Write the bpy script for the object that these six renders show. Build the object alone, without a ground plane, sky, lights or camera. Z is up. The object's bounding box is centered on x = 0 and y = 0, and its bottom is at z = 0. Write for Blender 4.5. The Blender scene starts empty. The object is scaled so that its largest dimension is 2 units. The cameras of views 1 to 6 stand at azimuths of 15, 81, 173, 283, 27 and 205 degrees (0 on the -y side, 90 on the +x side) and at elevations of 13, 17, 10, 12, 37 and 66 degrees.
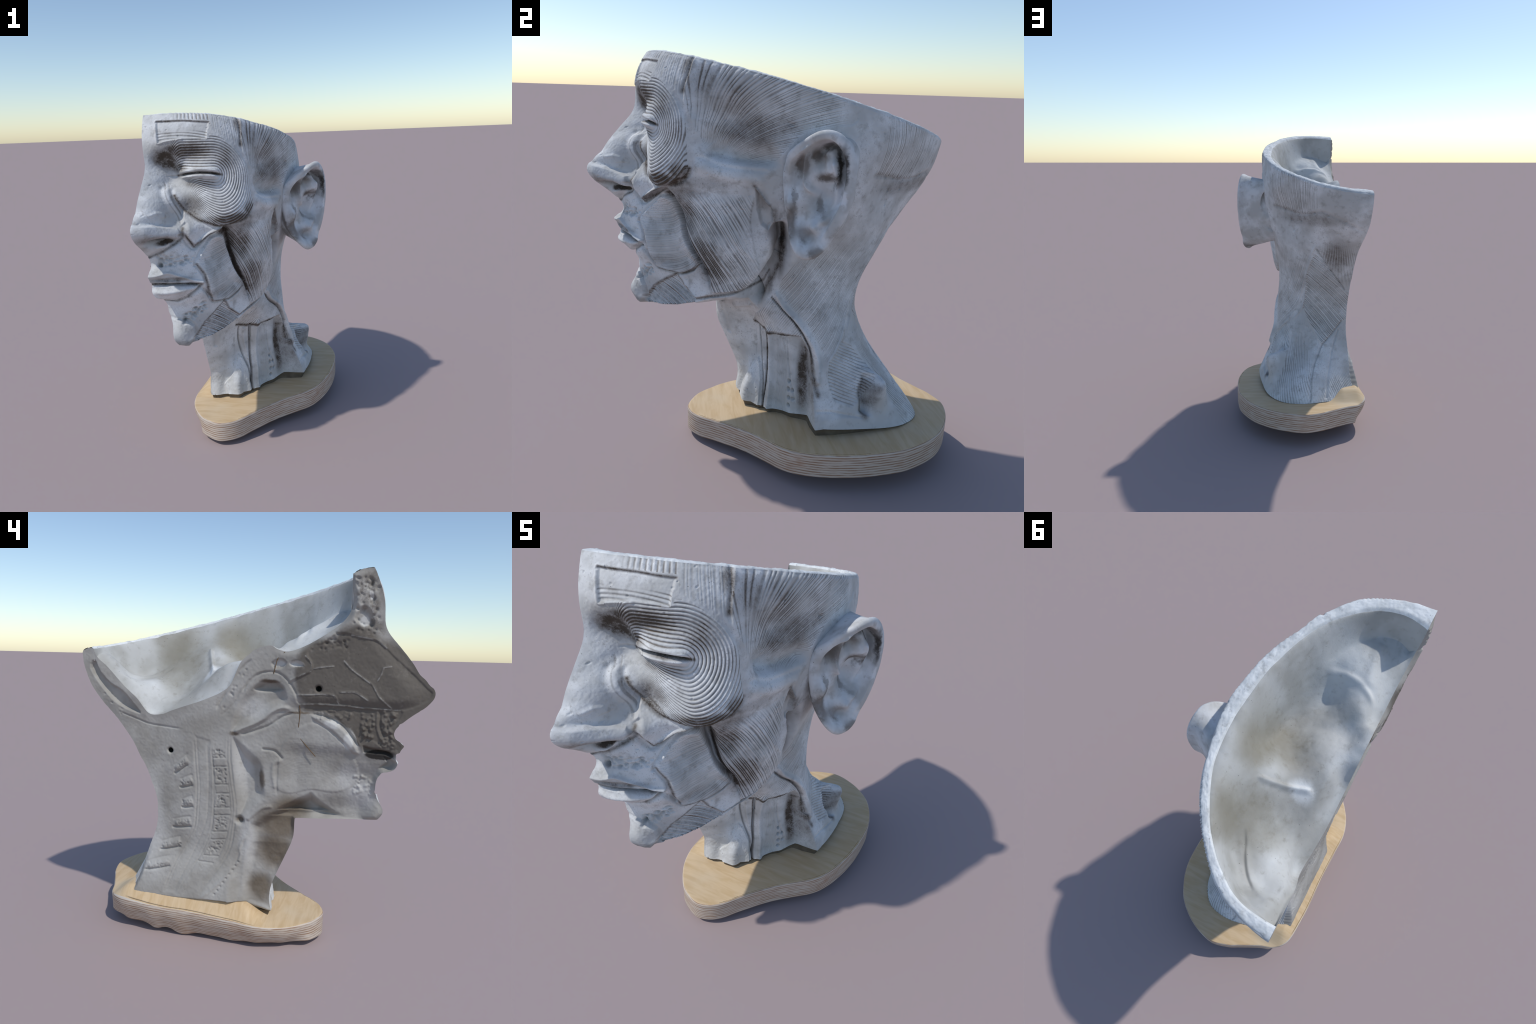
"""Half of an anatomical plaster head (muscles outside, median section inside, skull cap
removed) on a plywood foot.  Everything is modelled from landmarks, curves and rules.

Frame: face looks to -y, the median cut faces -x.  The cut is the plane
x = MX + MY*y + MZ*z; "lateral" coordinate l = x - that plane.
The outer surface is a polar skin r(theta, z) around the vertical axis (l = 0, y = AXIS_Y):
theta = 0 at the face's midline, 90 at the ear, 180 at the nape."""
import bpy, math
import numpy as np
from mathutils import Vector

MX, MY, MZ = -0.318, 0.0163, -0.0420
AXIS_Y = 0.15
UNROLL = 0.60                      # metres of unrolled width per radian

rng = np.random.default_rng(7)

# ------------------------------------------------------------------ small maths
def sstep(a, b, x):
    t = np.clip((x - a) / (b - a), 0, 1)
    return t * t * (3 - 2 * t)

def cut_x(smooth, y, z):
    """x of the median cut: a plane, hollowed at the nape and the chin, proud at the forehead and the foot"""
    return (MX + y * MY + z * MZ + .024 * smooth(.20, .55, y) * smooth(.32, .68, z) * smooth(1.42, 1.18, z)
            + .036 * smooth(-.35, -.62, y) * smooth(1.10, .98, z) - .014 * smooth(1.62, 1.95, z) * smooth(-.1, -.5, y) - .020 * smooth(.36, .22, z))

def lateral(p):
    p = np.asarray(p, float)
    return p[..., 0] - cut_x(sstep, p[..., 1], p[..., 2])

def world(l, y, z):
    return np.stack([l + cut_x(sstep, y, z), y + 0 * l, z + 0 * l], -1)

def polar(p):
    """world points -> (unrolled u, z, r)"""
    p = np.asarray(p, float)
    l = lateral(p)
    return np.stack([np.arctan2(l, AXIS_Y - p[..., 1]) * UNROLL, p[..., 2], np.hypot(l, AXIS_Y - p[..., 1])], -1)

def uz(points):
    return polar(points)[:, :2]

def gauss(x, w):
    return np.exp(-(x / w) ** 2)

class ThinPlate:
    """smooth surface through scattered control points"""
    def __init__(self, xy, v, soft=1e-4):
        self.xy = np.asarray(xy, float)
        n = len(self.xy)
        d = np.linalg.norm(self.xy[:, None] - self.xy[None], axis=-1)
        A = np.zeros((n + 3, n + 3))
        A[:n, :n] = self.phi(d) + soft * np.eye(n)
        A[:n, n:] = np.c_[np.ones(n), self.xy]
        A[n:, :n] = A[:n, n:].T
        self.w = np.linalg.solve(A, np.r_[np.asarray(v, float), 0, 0, 0])
    @staticmethod
    def phi(d):
        return d * d * np.log(np.maximum(d, 1e-9))
    def __call__(self, x, y):
        out = self.w[-3] + self.w[-2] * x + self.w[-1] * y
        for (cx, cy), w in zip(self.xy, self.w[:-3]):
            d2 = (x - cx) ** 2 + (y - cy) ** 2
            out = out + w * 0.5 * d2 * np.log(np.maximum(d2, 1e-12))
        return out

def catmull(pts, n=8, closed=False):
    P = np.asarray(pts, float)
    P = np.r_[P[-1:], P, P[:2]] if closed else np.r_[2 * P[:1] - P[1:2], P, 2 * P[-1:] - P[-2:-1]]
    t = np.linspace(0, 1, n, endpoint=False)[:, None]
    out = []
    for i in range(len(P) - 3):
        a, b, c, d = P[i:i + 4]
        out.append(0.5 * (2 * b + (c - a) * t + (2 * a - 5 * b + 4 * c - d) * t ** 2 + (3 * b - a - 3 * c + d) * t ** 3))
    out = np.concatenate(out)
    return out if closed else np.r_[out, P[-2:-1]]

def seg_dist(px, py, line, closed=False, margin=1e9):
    """distance to a polyline, and the parameter 0..1 along it"""
    L = np.asarray(line, float)
    if closed:
        L = np.r_[L, L[:1]]
    cum = np.r_[0, np.cumsum(np.linalg.norm(np.diff(L, axis=0), axis=1))]
    best = np.full(px.shape, 1e9)
    par = np.zeros(px.shape)
    for i in range(len(L) - 1):
        a, e = L[i], L[i + 1] - L[i]
        q = max(e @ e, 1e-12)
        t = np.clip(((px - a[0]) * e[0] + (py - a[1]) * e[1]) / q, 0, 1)
        d = np.hypot(px - a[0] - t * e[0], py - a[1] - t * e[1])
        m = d < best
        best = np.where(m, d, best)
        par = np.where(m, (cum[i] + t * (cum[i + 1] - cum[i])) / cum[-1], par)
    return best, par

def inside(px, py, poly):
    P = np.asarray(poly, float)
    c = np.zeros(px.shape, bool)
    for (x0, y0), (x1, y1) in zip(P, np.roll(P, -1, 0)):
        hit = ((y0 > py) != (y1 > py)) & (px < (x1 - x0) * (py - y0) / (y1 - y0 + 1e-15) + x0)
        c ^= hit
    return c

def poly_sdf(px, py, poly):
    """signed distance, positive inside; evaluated near the polygon only"""
    P = np.asarray(poly, float)
    lo, hi = P.min(0) - 0.09, P.max(0) + 0.09
    out = np.full(px.shape, -0.09)
    m = (px > lo[0]) & (px < hi[0]) & (py > lo[1]) & (py < hi[1])
    if m.any():
        x, y = px[m], py[m]
        d, _ = seg_dist(x, y, P, True)
        out[m] = np.where(inside(x, y, P), d, -d)
    return out

def near_line(px, py, line, reach=0.12):
    P = np.asarray(line, float)
    lo, hi = P.min(0) - reach, P.max(0) + reach
    d = np.full(px.shape, 9.0)
    t = np.zeros(px.shape)
    m = (px > lo[0]) & (px < hi[0]) & (py > lo[1]) & (py < hi[1])
    if m.any():
        d[m], t[m] = seg_dist(px[m], py[m], P)
    return d, t

_perm = rng.random((64, 64, 64)).astype(np.float32)
def noise3(p, scale):
    """value noise, -1..1"""
    q = np.asarray(p, np.float32) * scale
    i = np.floor(q).astype(int)
    f = q - i
    f = f * f * (3 - 2 * f)
    i &= 63
    j = (i + 1) & 63
    def g(a, b, c):
        return _perm[a, b, c]
    x0, y0, z0 = i[..., 0], i[..., 1], i[..., 2]
    x1, y1, z1 = j[..., 0], j[..., 1], j[..., 2]
    fx, fy, fz = f[..., 0], f[..., 1], f[..., 2]
    c00 = g(x0, y0, z0) * (1 - fx) + g(x1, y0, z0) * fx
    c10 = g(x0, y1, z0) * (1 - fx) + g(x1, y1, z0) * fx
    c01 = g(x0, y0, z1) * (1 - fx) + g(x1, y0, z1) * fx
    c11 = g(x0, y1, z1) * (1 - fx) + g(x1, y1, z1) * fx
    return 2 * ((c00 * (1 - fy) + c10 * fy) * (1 - fz) + (c01 * (1 - fy) + c11 * fy) * fz) - 1

def fbm(p, scale, octaves=3):
    return sum(noise3(p, scale * 2 ** k) / 2 ** k for k in range(octaves)) / 1.6

# ------------------------------------------------------------------ landmarks
FRONT_PROFILE = [(-.618, 2.00), (-.647, 1.936), (-.672, 1.864), (-.682, 1.79), (-.690, 1.735), (-.716, 1.690), (-.767, 1.634), (-.812, 1.58),
                 (-.862, 1.511), (-.908, 1.469), (-.930, 1.436), (-.924, 1.400), (-.897, 1.365), (-.850, 1.330), (-.795, 1.283), (-.768, 1.255),
                 (-.762, 1.228), (-.772, 1.205), (-.797, 1.188), (-.808, 1.168), (-.796, 1.140), (-.777, 1.108), (-.783, 1.070), (-.770, 1.045),
                 (-.735, 1.030), (-.705, 1.010), (-.692, .980), (-.690, .930), (-.697, .880), (-.730, .830), (-.736, .800), (-.712, .765)]
BACK_PROFILE = [(.905, 1.60), (.905, 1.551), (.888, 1.476), (.853, 1.395), (.80, 1.317), (.738, 1.246), (.685, 1.171), (.63, 1.089)]
NAPE_PROFILE = [(.63, 1.089), (.565, .964), (.528, .878), (.503, .799), (.498, .724), (.505, .665), (.519, .592), (.55, .511), (.577, .437),
                (.604, .354), (.64, .27), (.684, .204)]
RIM = [(.0, -.622), (.086, -.619), (.168, -.601), (.235, -.579), (.297, -.549), (.353, -.506), (.400, -.456), (.448, -.392), (.49, -.319), (.543, -.211),
       (.581, -.106), (.609, .007), (.624, .113), (.620, .195), (.600, .302), (.578, .397), (.552, .475), (.510, .562), (.461, .64), (.410, .702),
       (.350, .765), (.290, .812), (.230, .848), (.150, .877), (.088, .892), (.04, .900), (.0, .905)]
RIM_INNER = [(.0, -.525), (.033, -.535), (.112, -.545), (.209, -.525), (.269, -.494), (.325, -.452), (.387, -.391), (.430, -.330), (.462, -.265), (.485, -.203),
             (.510, -.129), (.530, -.056), (.545, .045), (.556, .130), (.559, .207), (.552, .317), (.538, .392), (.505, .475), (.465, .555), (.415, .632),
             (.343, .711), (.278, .763), (.228, .797), (.167, .822), (.110, .833), (.06, .838), (.0, .840)]

def rim_z(p_x, y):
    return 1.993 + .068 * (p_x + .419) - .2645 * (y + .625)

def rim_point(l, y):
    z = 1.8
    for _ in range(6):
        z = rim_z(l + cut_x(sstep, y, z), y)
    return world(np.float64(l), np.float64(y), np.float64(z))

HEAD_MARKS = dict(                                        # x, y, z in metres
    panel_top_in=(-.327, -.638, 1.956), panel_top_out=(-.080, -.548, 1.945), panel_low_out=(-.085, -.588, 1.858), panel_low_in=(-.322, -.671, 1.847),
    temple_rim=(.038, -.398, 1.962), temple_ridge=(.040, -.446, 1.850), temple_a=(.147, -.219, 1.821), temple_b=(.098, -.255, 1.714), temple_chip=(.199, .007, 1.701),
    ring_out=(.079, -.431, 1.683), ring_corner=(.088, -.436, 1.492), ring_low=(.009, -.561, 1.461), ring_bottom=(-.063, -.572, 1.412),
    eye_out=(-.033, -.558, 1.678), eye_in=(-.256, -.588, 1.676), lower_lid=(-.135, -.615, 1.670),
    hollow=(-.310, -.606, 1.699), hollow_up=(-.300, -.655, 1.796), brow_a=(-.142, -.612, 1.790), brow_b=(-.038, -.567, 1.752),
    under_eye=(-.13, -.605, 1.56), under_eye_in=(-.226, -.622, 1.490), nose_root_side=(-.312, -.614, 1.643), nose_side=(-.355, -.687, 1.663),
    nose_ridge_side=(-.362, -.864, 1.500), nose_mid_side=(-.352, -.788, 1.580), nose_flank=(-.297, -.752, 1.483), nose_lump=(-.277, -.711, 1.461),
    wing=(-.219, -.720, 1.393), wing_top=(-.239, -.704, 1.422), wing_low=(-.240, -.715, 1.350), tip_side=(-.330, -.870, 1.400), tip_side_up=(-.335, -.868, 1.440),
    tip_low=(-.315, -.835, 1.355), levator=(-.134, -.592, 1.378), tendon_tip=(-.187, -.650, 1.305), lip_up_out=(-.215, -.690, 1.285),
    cheek=(-.052, -.473, 1.217), cheek_up=(-.037, -.460, 1.275), cheek_low=(.008, -.384, 1.050), cheek_in_up=(-.159, -.655, 1.214), cheek_in=(-.124, -.633, 1.142),
    cheek_in_low=(-.138, -.613, .989), mouth_corner=(-.141, -.664, 1.102), lip_peak=(-.294, -.764, 1.186), lip_mid=(-.220, -.722, 1.150), lower_lip=(-.210, -.725, 1.065), lower_lip_in=(-.30, -.765, 1.065),
    under_lip=(-.24, -.690, 1.010), mental=(-.159, -.631, .961), chin_side=(-.242, -.677, .880), chin_low=(-.334, -.714, .799), chin_under=(-.248, -.692, .775),
    jaw_tip=(-.231, -.673, .805), strip_dot=(-.069, -.460, .939), strip_low=(-.025, -.397, .855), strip_up=(-.083, -.510, .960),
    jaw_mid=(-.13, -.56, .80), jaw_edge=(-.05, -.44, .80), masseter_low=(.022, -.325, .899), masseter_mid=(.105, -.29, 1.15), masseter_belly=(.085, -.24, 1.02), masseter_front=(.070, -.37, 1.26), masseter_top=(.100, -.33, 1.38),
    masseter_bottom=(.070, -.195, .915), jaw_angle=(.098, -.114, .965), jaw_angle_up=(.110, -.093, 1.040), ramus=(.115, -.110, 1.183), ramus_up=(.118, -.136, 1.335),
    arch_notch=(.147, -.149, 1.432), arch_tip=(.155, -.061, 1.370), arch_end=(.172, -.087, 1.507), arch_mid=(.135, -.27, 1.475),
    ear_root=(.175, .06, 1.45), ear_root_up=(.215, .10, 1.60), side_up=(.232, .12, 1.76), behind_ear=(.232, .28, 1.56), behind_ear_low=(.195, .27, 1.36), mastoid=(.142, .175, 1.20),
    slot=(.055, .505, 1.341), occiput_side=(.114, .476, 1.480), occiput_mid=(-.15, .785, 1.42), side_back=(.170, .50, 1.62), back_up=(-.04, .765, 1.58), occiput_low=(-.10, .68, 1.33),
    nape_top=(.025, .46, 1.12), nape_in=(-.15, .585, 1.11), neck_side=(.11, .13, 1.05))
NECK_MARKS = dict(
    mastoid=(.142, .175, 1.20), under_mastoid=(.100, .09, 1.05), side_high=(.085, .06, .95), orange=(.064, .043, .913), stub=(.050, -.015, .905), side_a=(.110, .12, .81), side_b=(.125, .16, .66),
    plate_corner=(.106, .108, .685), plate_front=(-.123, -.079, .686), plate_up=(.02, -.08, .82), scm_edge=(.123, .155, .609), scm_low=(.180, .165, .42), scm_tip=(.239, .166, .281),
    side_c=(.160, .20, .50), side_d=(.19, .26, .40), trap_low=(.247, .421, .265), trap_mid=(.125, .36, .52), trap_line=(.026, .358, .72), trap_line_low=(.010, .43, .63),
    trap_back=(.145, .73, .235), trap_back_up=(.0, .555, .45), nape_top=(.025, .46, 1.12), nape_in=(-.15, .585, 1.11), nape_mid=(-.11, .45, .85), nape_b=(-.15, .46, .70),
    nape_low=(-.10, .62, .42), foot_back=(-.10, .745, .22), side_bottom=(.23, .62, .24),
    strap_top=(-.133, -.069, .655), thyroid=(-.149, -.060, .446), strap=(-.151, -.127, .281), thyroid_low=(-.218, -.124, .255), front_low=(-.267, -.155, .229),
    front_a=(-.30, -.275, .640), front_b=(-.288, -.225, .515), front_c=(-.285, -.185, .423), front_d=(-.297, -.15, .30), front_up=(-.31, -.28, .74), front_side=(-.21, -.195, .60), front_side_up=(-.20, -.23, .74), throat=(-.10, -.21, .82))
WINDOW_MARKS = dict(strap=(-.151, -.122, .281), strap_low=(-.150, -.118, .215),                                      # the deep layer seen between the cut muscles
    groove_top=(-.056, -.038, .646), groove_low=(-.050, -.036, .219), tube_top=(.001, .020, .651), tube=(-.020, .018, .475), ribs=(.033, .079, .488),
    holes=(.073, .106, .371), corner=(.145, .181, .256), strap_top=(-.133, -.069, .655), thyroid=(-.149, -.056, .446), low=(.02, .055, .235), back=(.085, .14, .60))

# ------------------------------------------------------------------ base skin r(u, z)
def column(points):
    return np.array([world(np.float64(0.0), np.float64(y), np.float64(z)) for y, z in points])

rim_pts = np.array([rim_point(l, y) for l, y in RIM])
rim_in_pts = np.array([rim_point(l, y) for l, y in RIM_INNER])

def skin(*groups):
    pts = np.concatenate([np.asarray(g, float).reshape(-1, 3) for g in groups])
    q = polar(pts)
    return ThinPlate(q[:, :2], q[:, 2])

head_r = skin(column(FRONT_PROFILE), column(BACK_PROFILE[1:]), rim_pts[::1], list(HEAD_MARKS.values()))
neck_r = skin(column(NAPE_PROFILE), list(NECK_MARKS.values()))
window_r = skin(list(WINDOW_MARKS.values()))

JAW = np.array([(0, .758, .012), (8, .754, .012), (15, .757, .014), (22, .773, .016), (30, .803, .018), (38, .838, .020), (46, .856, .024), (54, .878, .03),
                (60, .92, .05), (66, .98, .09), (75, 1.03, .13), (90, 1.08, .14), (180, 1.09, .12)])
JAW_U = np.radians(JAW[:, 0]) * UNROLL
WINDOW = catmull(uz([(-.128, -.075, .672), (-.05, -.035, .655), (.05, .04, .660), (.100, .100, .683), (.121, .150, .609), (.150, .170, .50), (.185, .168, .41), (.225, .168, .315), (.245, .17, .25), (.26, .18, .10)]), 6)
WINDOW = np.r_[WINDOW, [(.60, .05), (.36, .05), (.36, .30), (.40, .45), (.42, .60)]]

def base_r(u, z):
    zj = np.interp(u, JAW_U, JAW[:, 1])
    w = np.interp(u, JAW_U, JAW[:, 2])
    k = sstep(-w, w, z - zj)
    rh = head_r(u, np.maximum(z, zj - .05))
    rn = neck_r(u, np.minimum(z, np.maximum(zj + .05, .9)))
    d = poly_sdf(u, z, WINDOW)
    rw = window_r(u, np.clip(z, .1, .75))
    m = sstep(-.003, .005, d) * sstep(.37, .47, u)
    rn = rn + (np.minimum(rw, rn) - rn) * m
    return rn + (rh - rn) * k

def foot_z(u):
    return np.interp(u / UNROLL, np.radians([0, 12, 33, 56, 80, 90, 96, 120, 150, 180]), [.190, .190, .198, .195, .215, .235, .248, .232, .212, .204])

# ------------------------------------------------------------------ fibre fields
# Written once, used twice: with numpy for the carved grooves and with shader nodes
# for the dirt that sits in them.  K is the kit of functions, u and z the unrolled map.
class NumpyKit:
    sqrt = staticmethod(lambda a: np.sqrt(np.maximum(a, 0)))
    atan2 = staticmethod(np.arctan2)
    sin = staticmethod(np.sin)
    cos = staticmethod(np.cos)
    smooth = staticmethod(sstep)
    @staticmethod
    def clamp(x, a, b): return np.clip(x, a, b)
    @staticmethod
    def pick(c, a, b): return np.where(c > 0, a, b)      # c > 0 ? a : b

def wander(K, u, z):
    """hand-carved unsteadiness of the strokes"""
    return .0011 * K.sin(u * 21 + z * 13) + .0006 * K.sin(z * 37 - u * 29 + 1.3)

def uneven(K, p):
    """strands of unequal width"""
    return p + .22 * K.sin(p * 2.23) + .26 * K.sin(p * .81 + .6)

def fibre_rings(K, u, z):
    w = wander(K, u, z) * .7
    u, z = u + w, z + w
    du = u - K.clamp(u, .118, .258)
    dz = z - (1.682 - (u - .2) * .04)
    g = K.pick(dz, .30 + .70 * K.smooth(.05, .15, u), .22 + .78 * K.smooth(.075, .285, u))
    a = K.pick(du, .0100, .0040)
    b = K.pick(dz, .0138, .0152) * g
    return K.sqrt((du / a) * (du / a) + (dz / b) * (dz / b))
def fibre_fan(K, u, z):
    w = wander(K, u, z)
    a, b = u - .43 + w, z - 1.48 + w
    ang = K.atan2(b, a)
    rad = K.sqrt(a * a + b * b)
    return uneven(K, (ang + .70 * rad * K.sin(ang * 2)) * 42)
def fibre_front(K, u, z): return uneven(K, (u + wander(K, u, z) + z * -.02) / .0100)
def fibre_front_short(K, u, z): return u / .0150
def fibre_panel(K, u, z): return (z + (u - .13) * (u - .13) * 1.4) / .0150
def fibre_masseter(K, u, z):
    u = u + wander(K, u, z)
    d = z - 1.1
    return uneven(K, (u + d * .42 + d * d * K.clamp((.62 - u) * 3.2, 0, 1) * .45) / .0112)
def fibre_cheek(K, u, z): return uneven(K, (z + wander(K, u, z) * 3 - (u - .17) * (u - .17) * 3.2 + u * .12) / .0105)
def fibre_chin(K, u, z): return uneven(K, (z + wander(K, u, z) + u * .85) / .0118)
def fibre_nose(K, u, z): return (u + z * .27) / .0120
def fibre_plate(K, u, z): return (u - z * .88) / .0165
def fibre_neck(K, u, z):
    d = z - .75
    return uneven(K, (u + wander(K, u, z) * 1.5 - d * 1.05 + d * d * .35) / .0125)
def fibre_side(K, u, z): return (z + wander(K, u, z) * 1.3 + u * .42) / .0165
def fibre_shoulder(K, u, z): return (u + wander(K, u, z) + z * .43) / .0135
def fibre_trapezius(K, u, z): return uneven(K, (z + wander(K, u, z) + u * .62) / .0135)
def fibre_nape(K, u, z): return (u + z * .10) / .0130
def fibre_occiput(K, u, z): return uneven(K, (u + wander(K, u, z) * 1.2 + z * -.03) / .0120)
def fibre_ribs(K, u, z): return (u + z * .05) / .0115

# where the strokes run out, again for carving and for dirt alike
def fade_panel(K, u, z): return K.smooth(1.912, 1.892, z)
def fade_temple(K, u, z): return K.smooth(.08, .20, K.sqrt((u - .43) * (u - .43) + (z - 1.48) * (z - 1.48))) * K.smooth(1.06, .92, u)
def fade_rings(K, u, z): return K.smooth(1.5, 2.4, fibre_rings(K, u, z)) * (1 - K.smooth(.170, .110, u) * K.smooth(1.665, 1.645, z) * .8) * (1 - K.smooth(.13, .085, u))
def fade_neck(K, u, z): return K.smooth(1.25, 1.02, z)
def fade_nape(K, u, z): return K.smooth(1.29, 1.12, z)
def fade_shoulder(K, u, z): return K.smooth(.66, .55, z)
def fade_cheek(K, u, z): return .45 + .55 * K.smooth(.19, .25, u)
def fade_masseter(K, u, z): return K.smooth(1.41, 1.33, z) * (1 - K.smooth(.57, .62, u) * .6)
def fade_stripes(K, u, z): return K.smooth(.11, .17, u)
FADES = dict(forehead_panel=fade_panel, temple_muscle=fade_temple, eye=fade_rings, jaw_muscle=fade_masseter, neck_muscle=fade_neck, nape_muscle=fade_nape, shoulder_muscle=fade_shoulder, cheek_muscle=fade_cheek, forehead_stripes=fade_stripes)

# ------------------------------------------------------------------ muscles and faces, outlined on the unrolled map (u, z)
EYE = catmull([(.266, 1.886), (.312, 1.859), (.345, 1.822), (.372, 1.783), (.399, 1.725), (.409, 1.671), (.411, 1.604), (.414, 1.545), (.414, 1.497), (.395, 1.462), (.352, 1.430),
               (.307, 1.410), (.258, 1.407), (.215, 1.420), (.181, 1.444), (.146, 1.473), (.124, 1.499), (.108, 1.534), (.094, 1.575), (.078, 1.625), (.060, 1.665), (.055, 1.72), (.050, 1.80), (.058, 1.850), (.14, 1.868), (.20, 1.866), (.245, 1.860)], 5, True)
PANEL = np.array([(.060, 1.957), (.164, 1.956), (.263, 1.945), (.253, 1.9), (.246, 1.862), (.20, 1.868), (.153, 1.868), (.091, 1.856), (.062, 1.848)])
PANEL_STRIPES = np.array([(.095, 2.02), (.268, 2.02), (.268, 1.955), (.20, 1.962), (.095, 1.966)])
FRONT = np.array([(.275, 2.02), (.402, 2.02), (.400, 1.94), (.388, 1.86), (.382, 1.80), (.366, 1.80), (.345, 1.835), (.312, 1.872), (.27, 1.90)])
TEMPLE = catmull([(.415, 2.05), (.418, 1.95), (.404, 1.880), (.398, 1.81), (.413, 1.735), (.442, 1.66), (.468, 1.59), (.500, 1.548), (.574, 1.532), (.66, 1.522), (.725, 1.54), (.78, 1.60), (.84, 1.66), (.95, 1.70), (1.06, 1.71), (1.07, 1.80), (.95, 2.05)], 4, True)
MASSETER = catmull([(.300, 1.378), (.312, 1.325), (.322, 1.255), (.342, 1.163), (.368, 1.093), (.392, 1.045), (.405, .985), (.410, .895), (.47, .897), (.536, .913), (.601, .943), (.643, .993), (.650, 1.04), (.640, 1.09),
                    (.625, 1.17), (.613, 1.26), (.619, 1.32), (.640, 1.405), (.60, 1.415), (.54, 1.425), (.48, 1.44), (.42, 1.445), (.36, 1.42)], 4, True)
CHEEK = catmull([(.156, 1.215), (.181, 1.148), (.188, 1.086), (.176, 1.03), (.176, .985), (.218, .972), (.265, .968), (.325, .998), (.370, 1.035), (.345, 1.116), (.313, 1.215), (.294, 1.28), (.276, 1.335), (.229, 1.343), (.194, 1.305), (.170, 1.26)], 4, True)
STRIP = np.array([(.242, .962), (.266, .906), (.331, .846), (.408, .880), (.400, .955), (.375, 1.032), (.328, .990), (.285, .968)])
CHIN_MUSCLE = np.array([(.092, .790), (.100, .812), (.134, .869), (.197, .925), (.240, .958), (.262, .906), (.329, .848), (.315, .80), (.25, .765), (.17, .74), (.11, .745)])
LEVATOR = np.array([(.113, 1.430), (.125, 1.36), (.140, 1.318), (.150, 1.302), (.165, 1.318), (.185, 1.340), (.217, 1.366), (.275, 1.396), (.215, 1.425), (.146, 1.478), (.120, 1.505), (.112, 1.47)])
NOSE_BAND = np.array([(.045, 1.655), (.058, 1.60), (.080, 1.53), (.104, 1.435), (.132, 1.42), (.112, 1.52), (.090, 1.59), (.070, 1.64)])
NOSE = np.array([(-.02, 1.70), (.038, 1.69), (.050, 1.63), (.070, 1.56), (.088, 1.49), (.104, 1.43), (.117, 1.40), (.110, 1.355), (.085, 1.320), (.045, 1.290), (.0, 1.265), (-.02, 1.27)])
MOUTH = np.array([(-.02, 1.215), (.03, 1.205), (.059, 1.192), (.10, 1.165), (.145, 1.135), (.172, 1.106), (.145, 1.066), (.098, 1.040), (.045, 1.003), (-.02, 1.005)])
CHIN = np.array([(-.02, .93), (.04, .905), (.078, .885), (.095, .86), (.098, .81), (.090, .785), (.07, .75), (-.02, .75)])
PLATE = catmull([(.691, .872), (.604, .787), (.478, .716), (.425, .672), (.545, .660), (.69, .668), (.807, .678), (.887, .677), (.885, .705), (.835, .760), (.760, .808)], 3, True)
STRAP_TUBE = catmull([(.700, .905), (.772, .825), (.851, .775), (.913, .715), (.972, .632), (1.000, .560), (1.002, .490), (.985, .43)], 6)
NECK_MUSCLE = catmull([(.735, .915), (.80, .842), (.88, .790), (.945, .730), (1.005, .640), (1.035, .57), (1.075, .555), (1.186, .650), (1.262, .722), (1.351, .902), (1.45, 1.06), (1.58, 1.28), (1.50, 1.36), (1.20, 1.30), (1.00, 1.20), (.88, 1.10), (.80, 1.02)], 4, True)
NECK_SIDE = np.array([(1.070, .550), (1.186, .640), (1.27, .60), (1.345, .50), (1.315, .44), (1.24, .375), (1.17, .335), (1.08, .37), (1.055, .46)])
SHOULDER = np.array([(1.290, .690), (1.345, .665), (1.49, .52), (1.585, .39), (1.605, .15), (1.36, .15), (1.385, .33), (1.375, .40), (1.345, .50)])
SHOULDER_BACK = np.array([(1.350, .67), (1.41, .715), (1.54, .61), (1.629, .533), (1.590, .42), (1.585, .37), (1.49, .52)])
NAPE_EDGE = np.array([(1.629, .533), (1.84, .695), (1.90, .70), (1.90, .15), (1.61, .15), (1.59, .42)])
TRAPEZIUS = np.array([(1.577, 1.211), (1.673, 1.078), (1.835, .915), (1.90, .90), (1.90, .705), (1.834, .690), (1.629, .533), (1.54, .61), (1.412, .716), (1.36, .783), (1.43, 1.0)])
NAPE = np.array([(1.60, 1.30), (1.90, 1.30), (1.90, .93), (1.840, .925), (1.680, 1.088), (1.585, 1.22)])
OCCIPUT = np.array([(1.235, 1.85), (1.205, 1.49), (1.30, 1.475), (1.41, 1.455), (1.52, 1.455), (1.60, 1.50), (1.585, 1.85)])
THROAT_LUMP = np.array([(.450, .450), (.373, .377), (.312, .308), (.243, .262), (.35, .10), (.545, .10), (.560, .23), (.540, .345), (.500, .42)])

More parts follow.
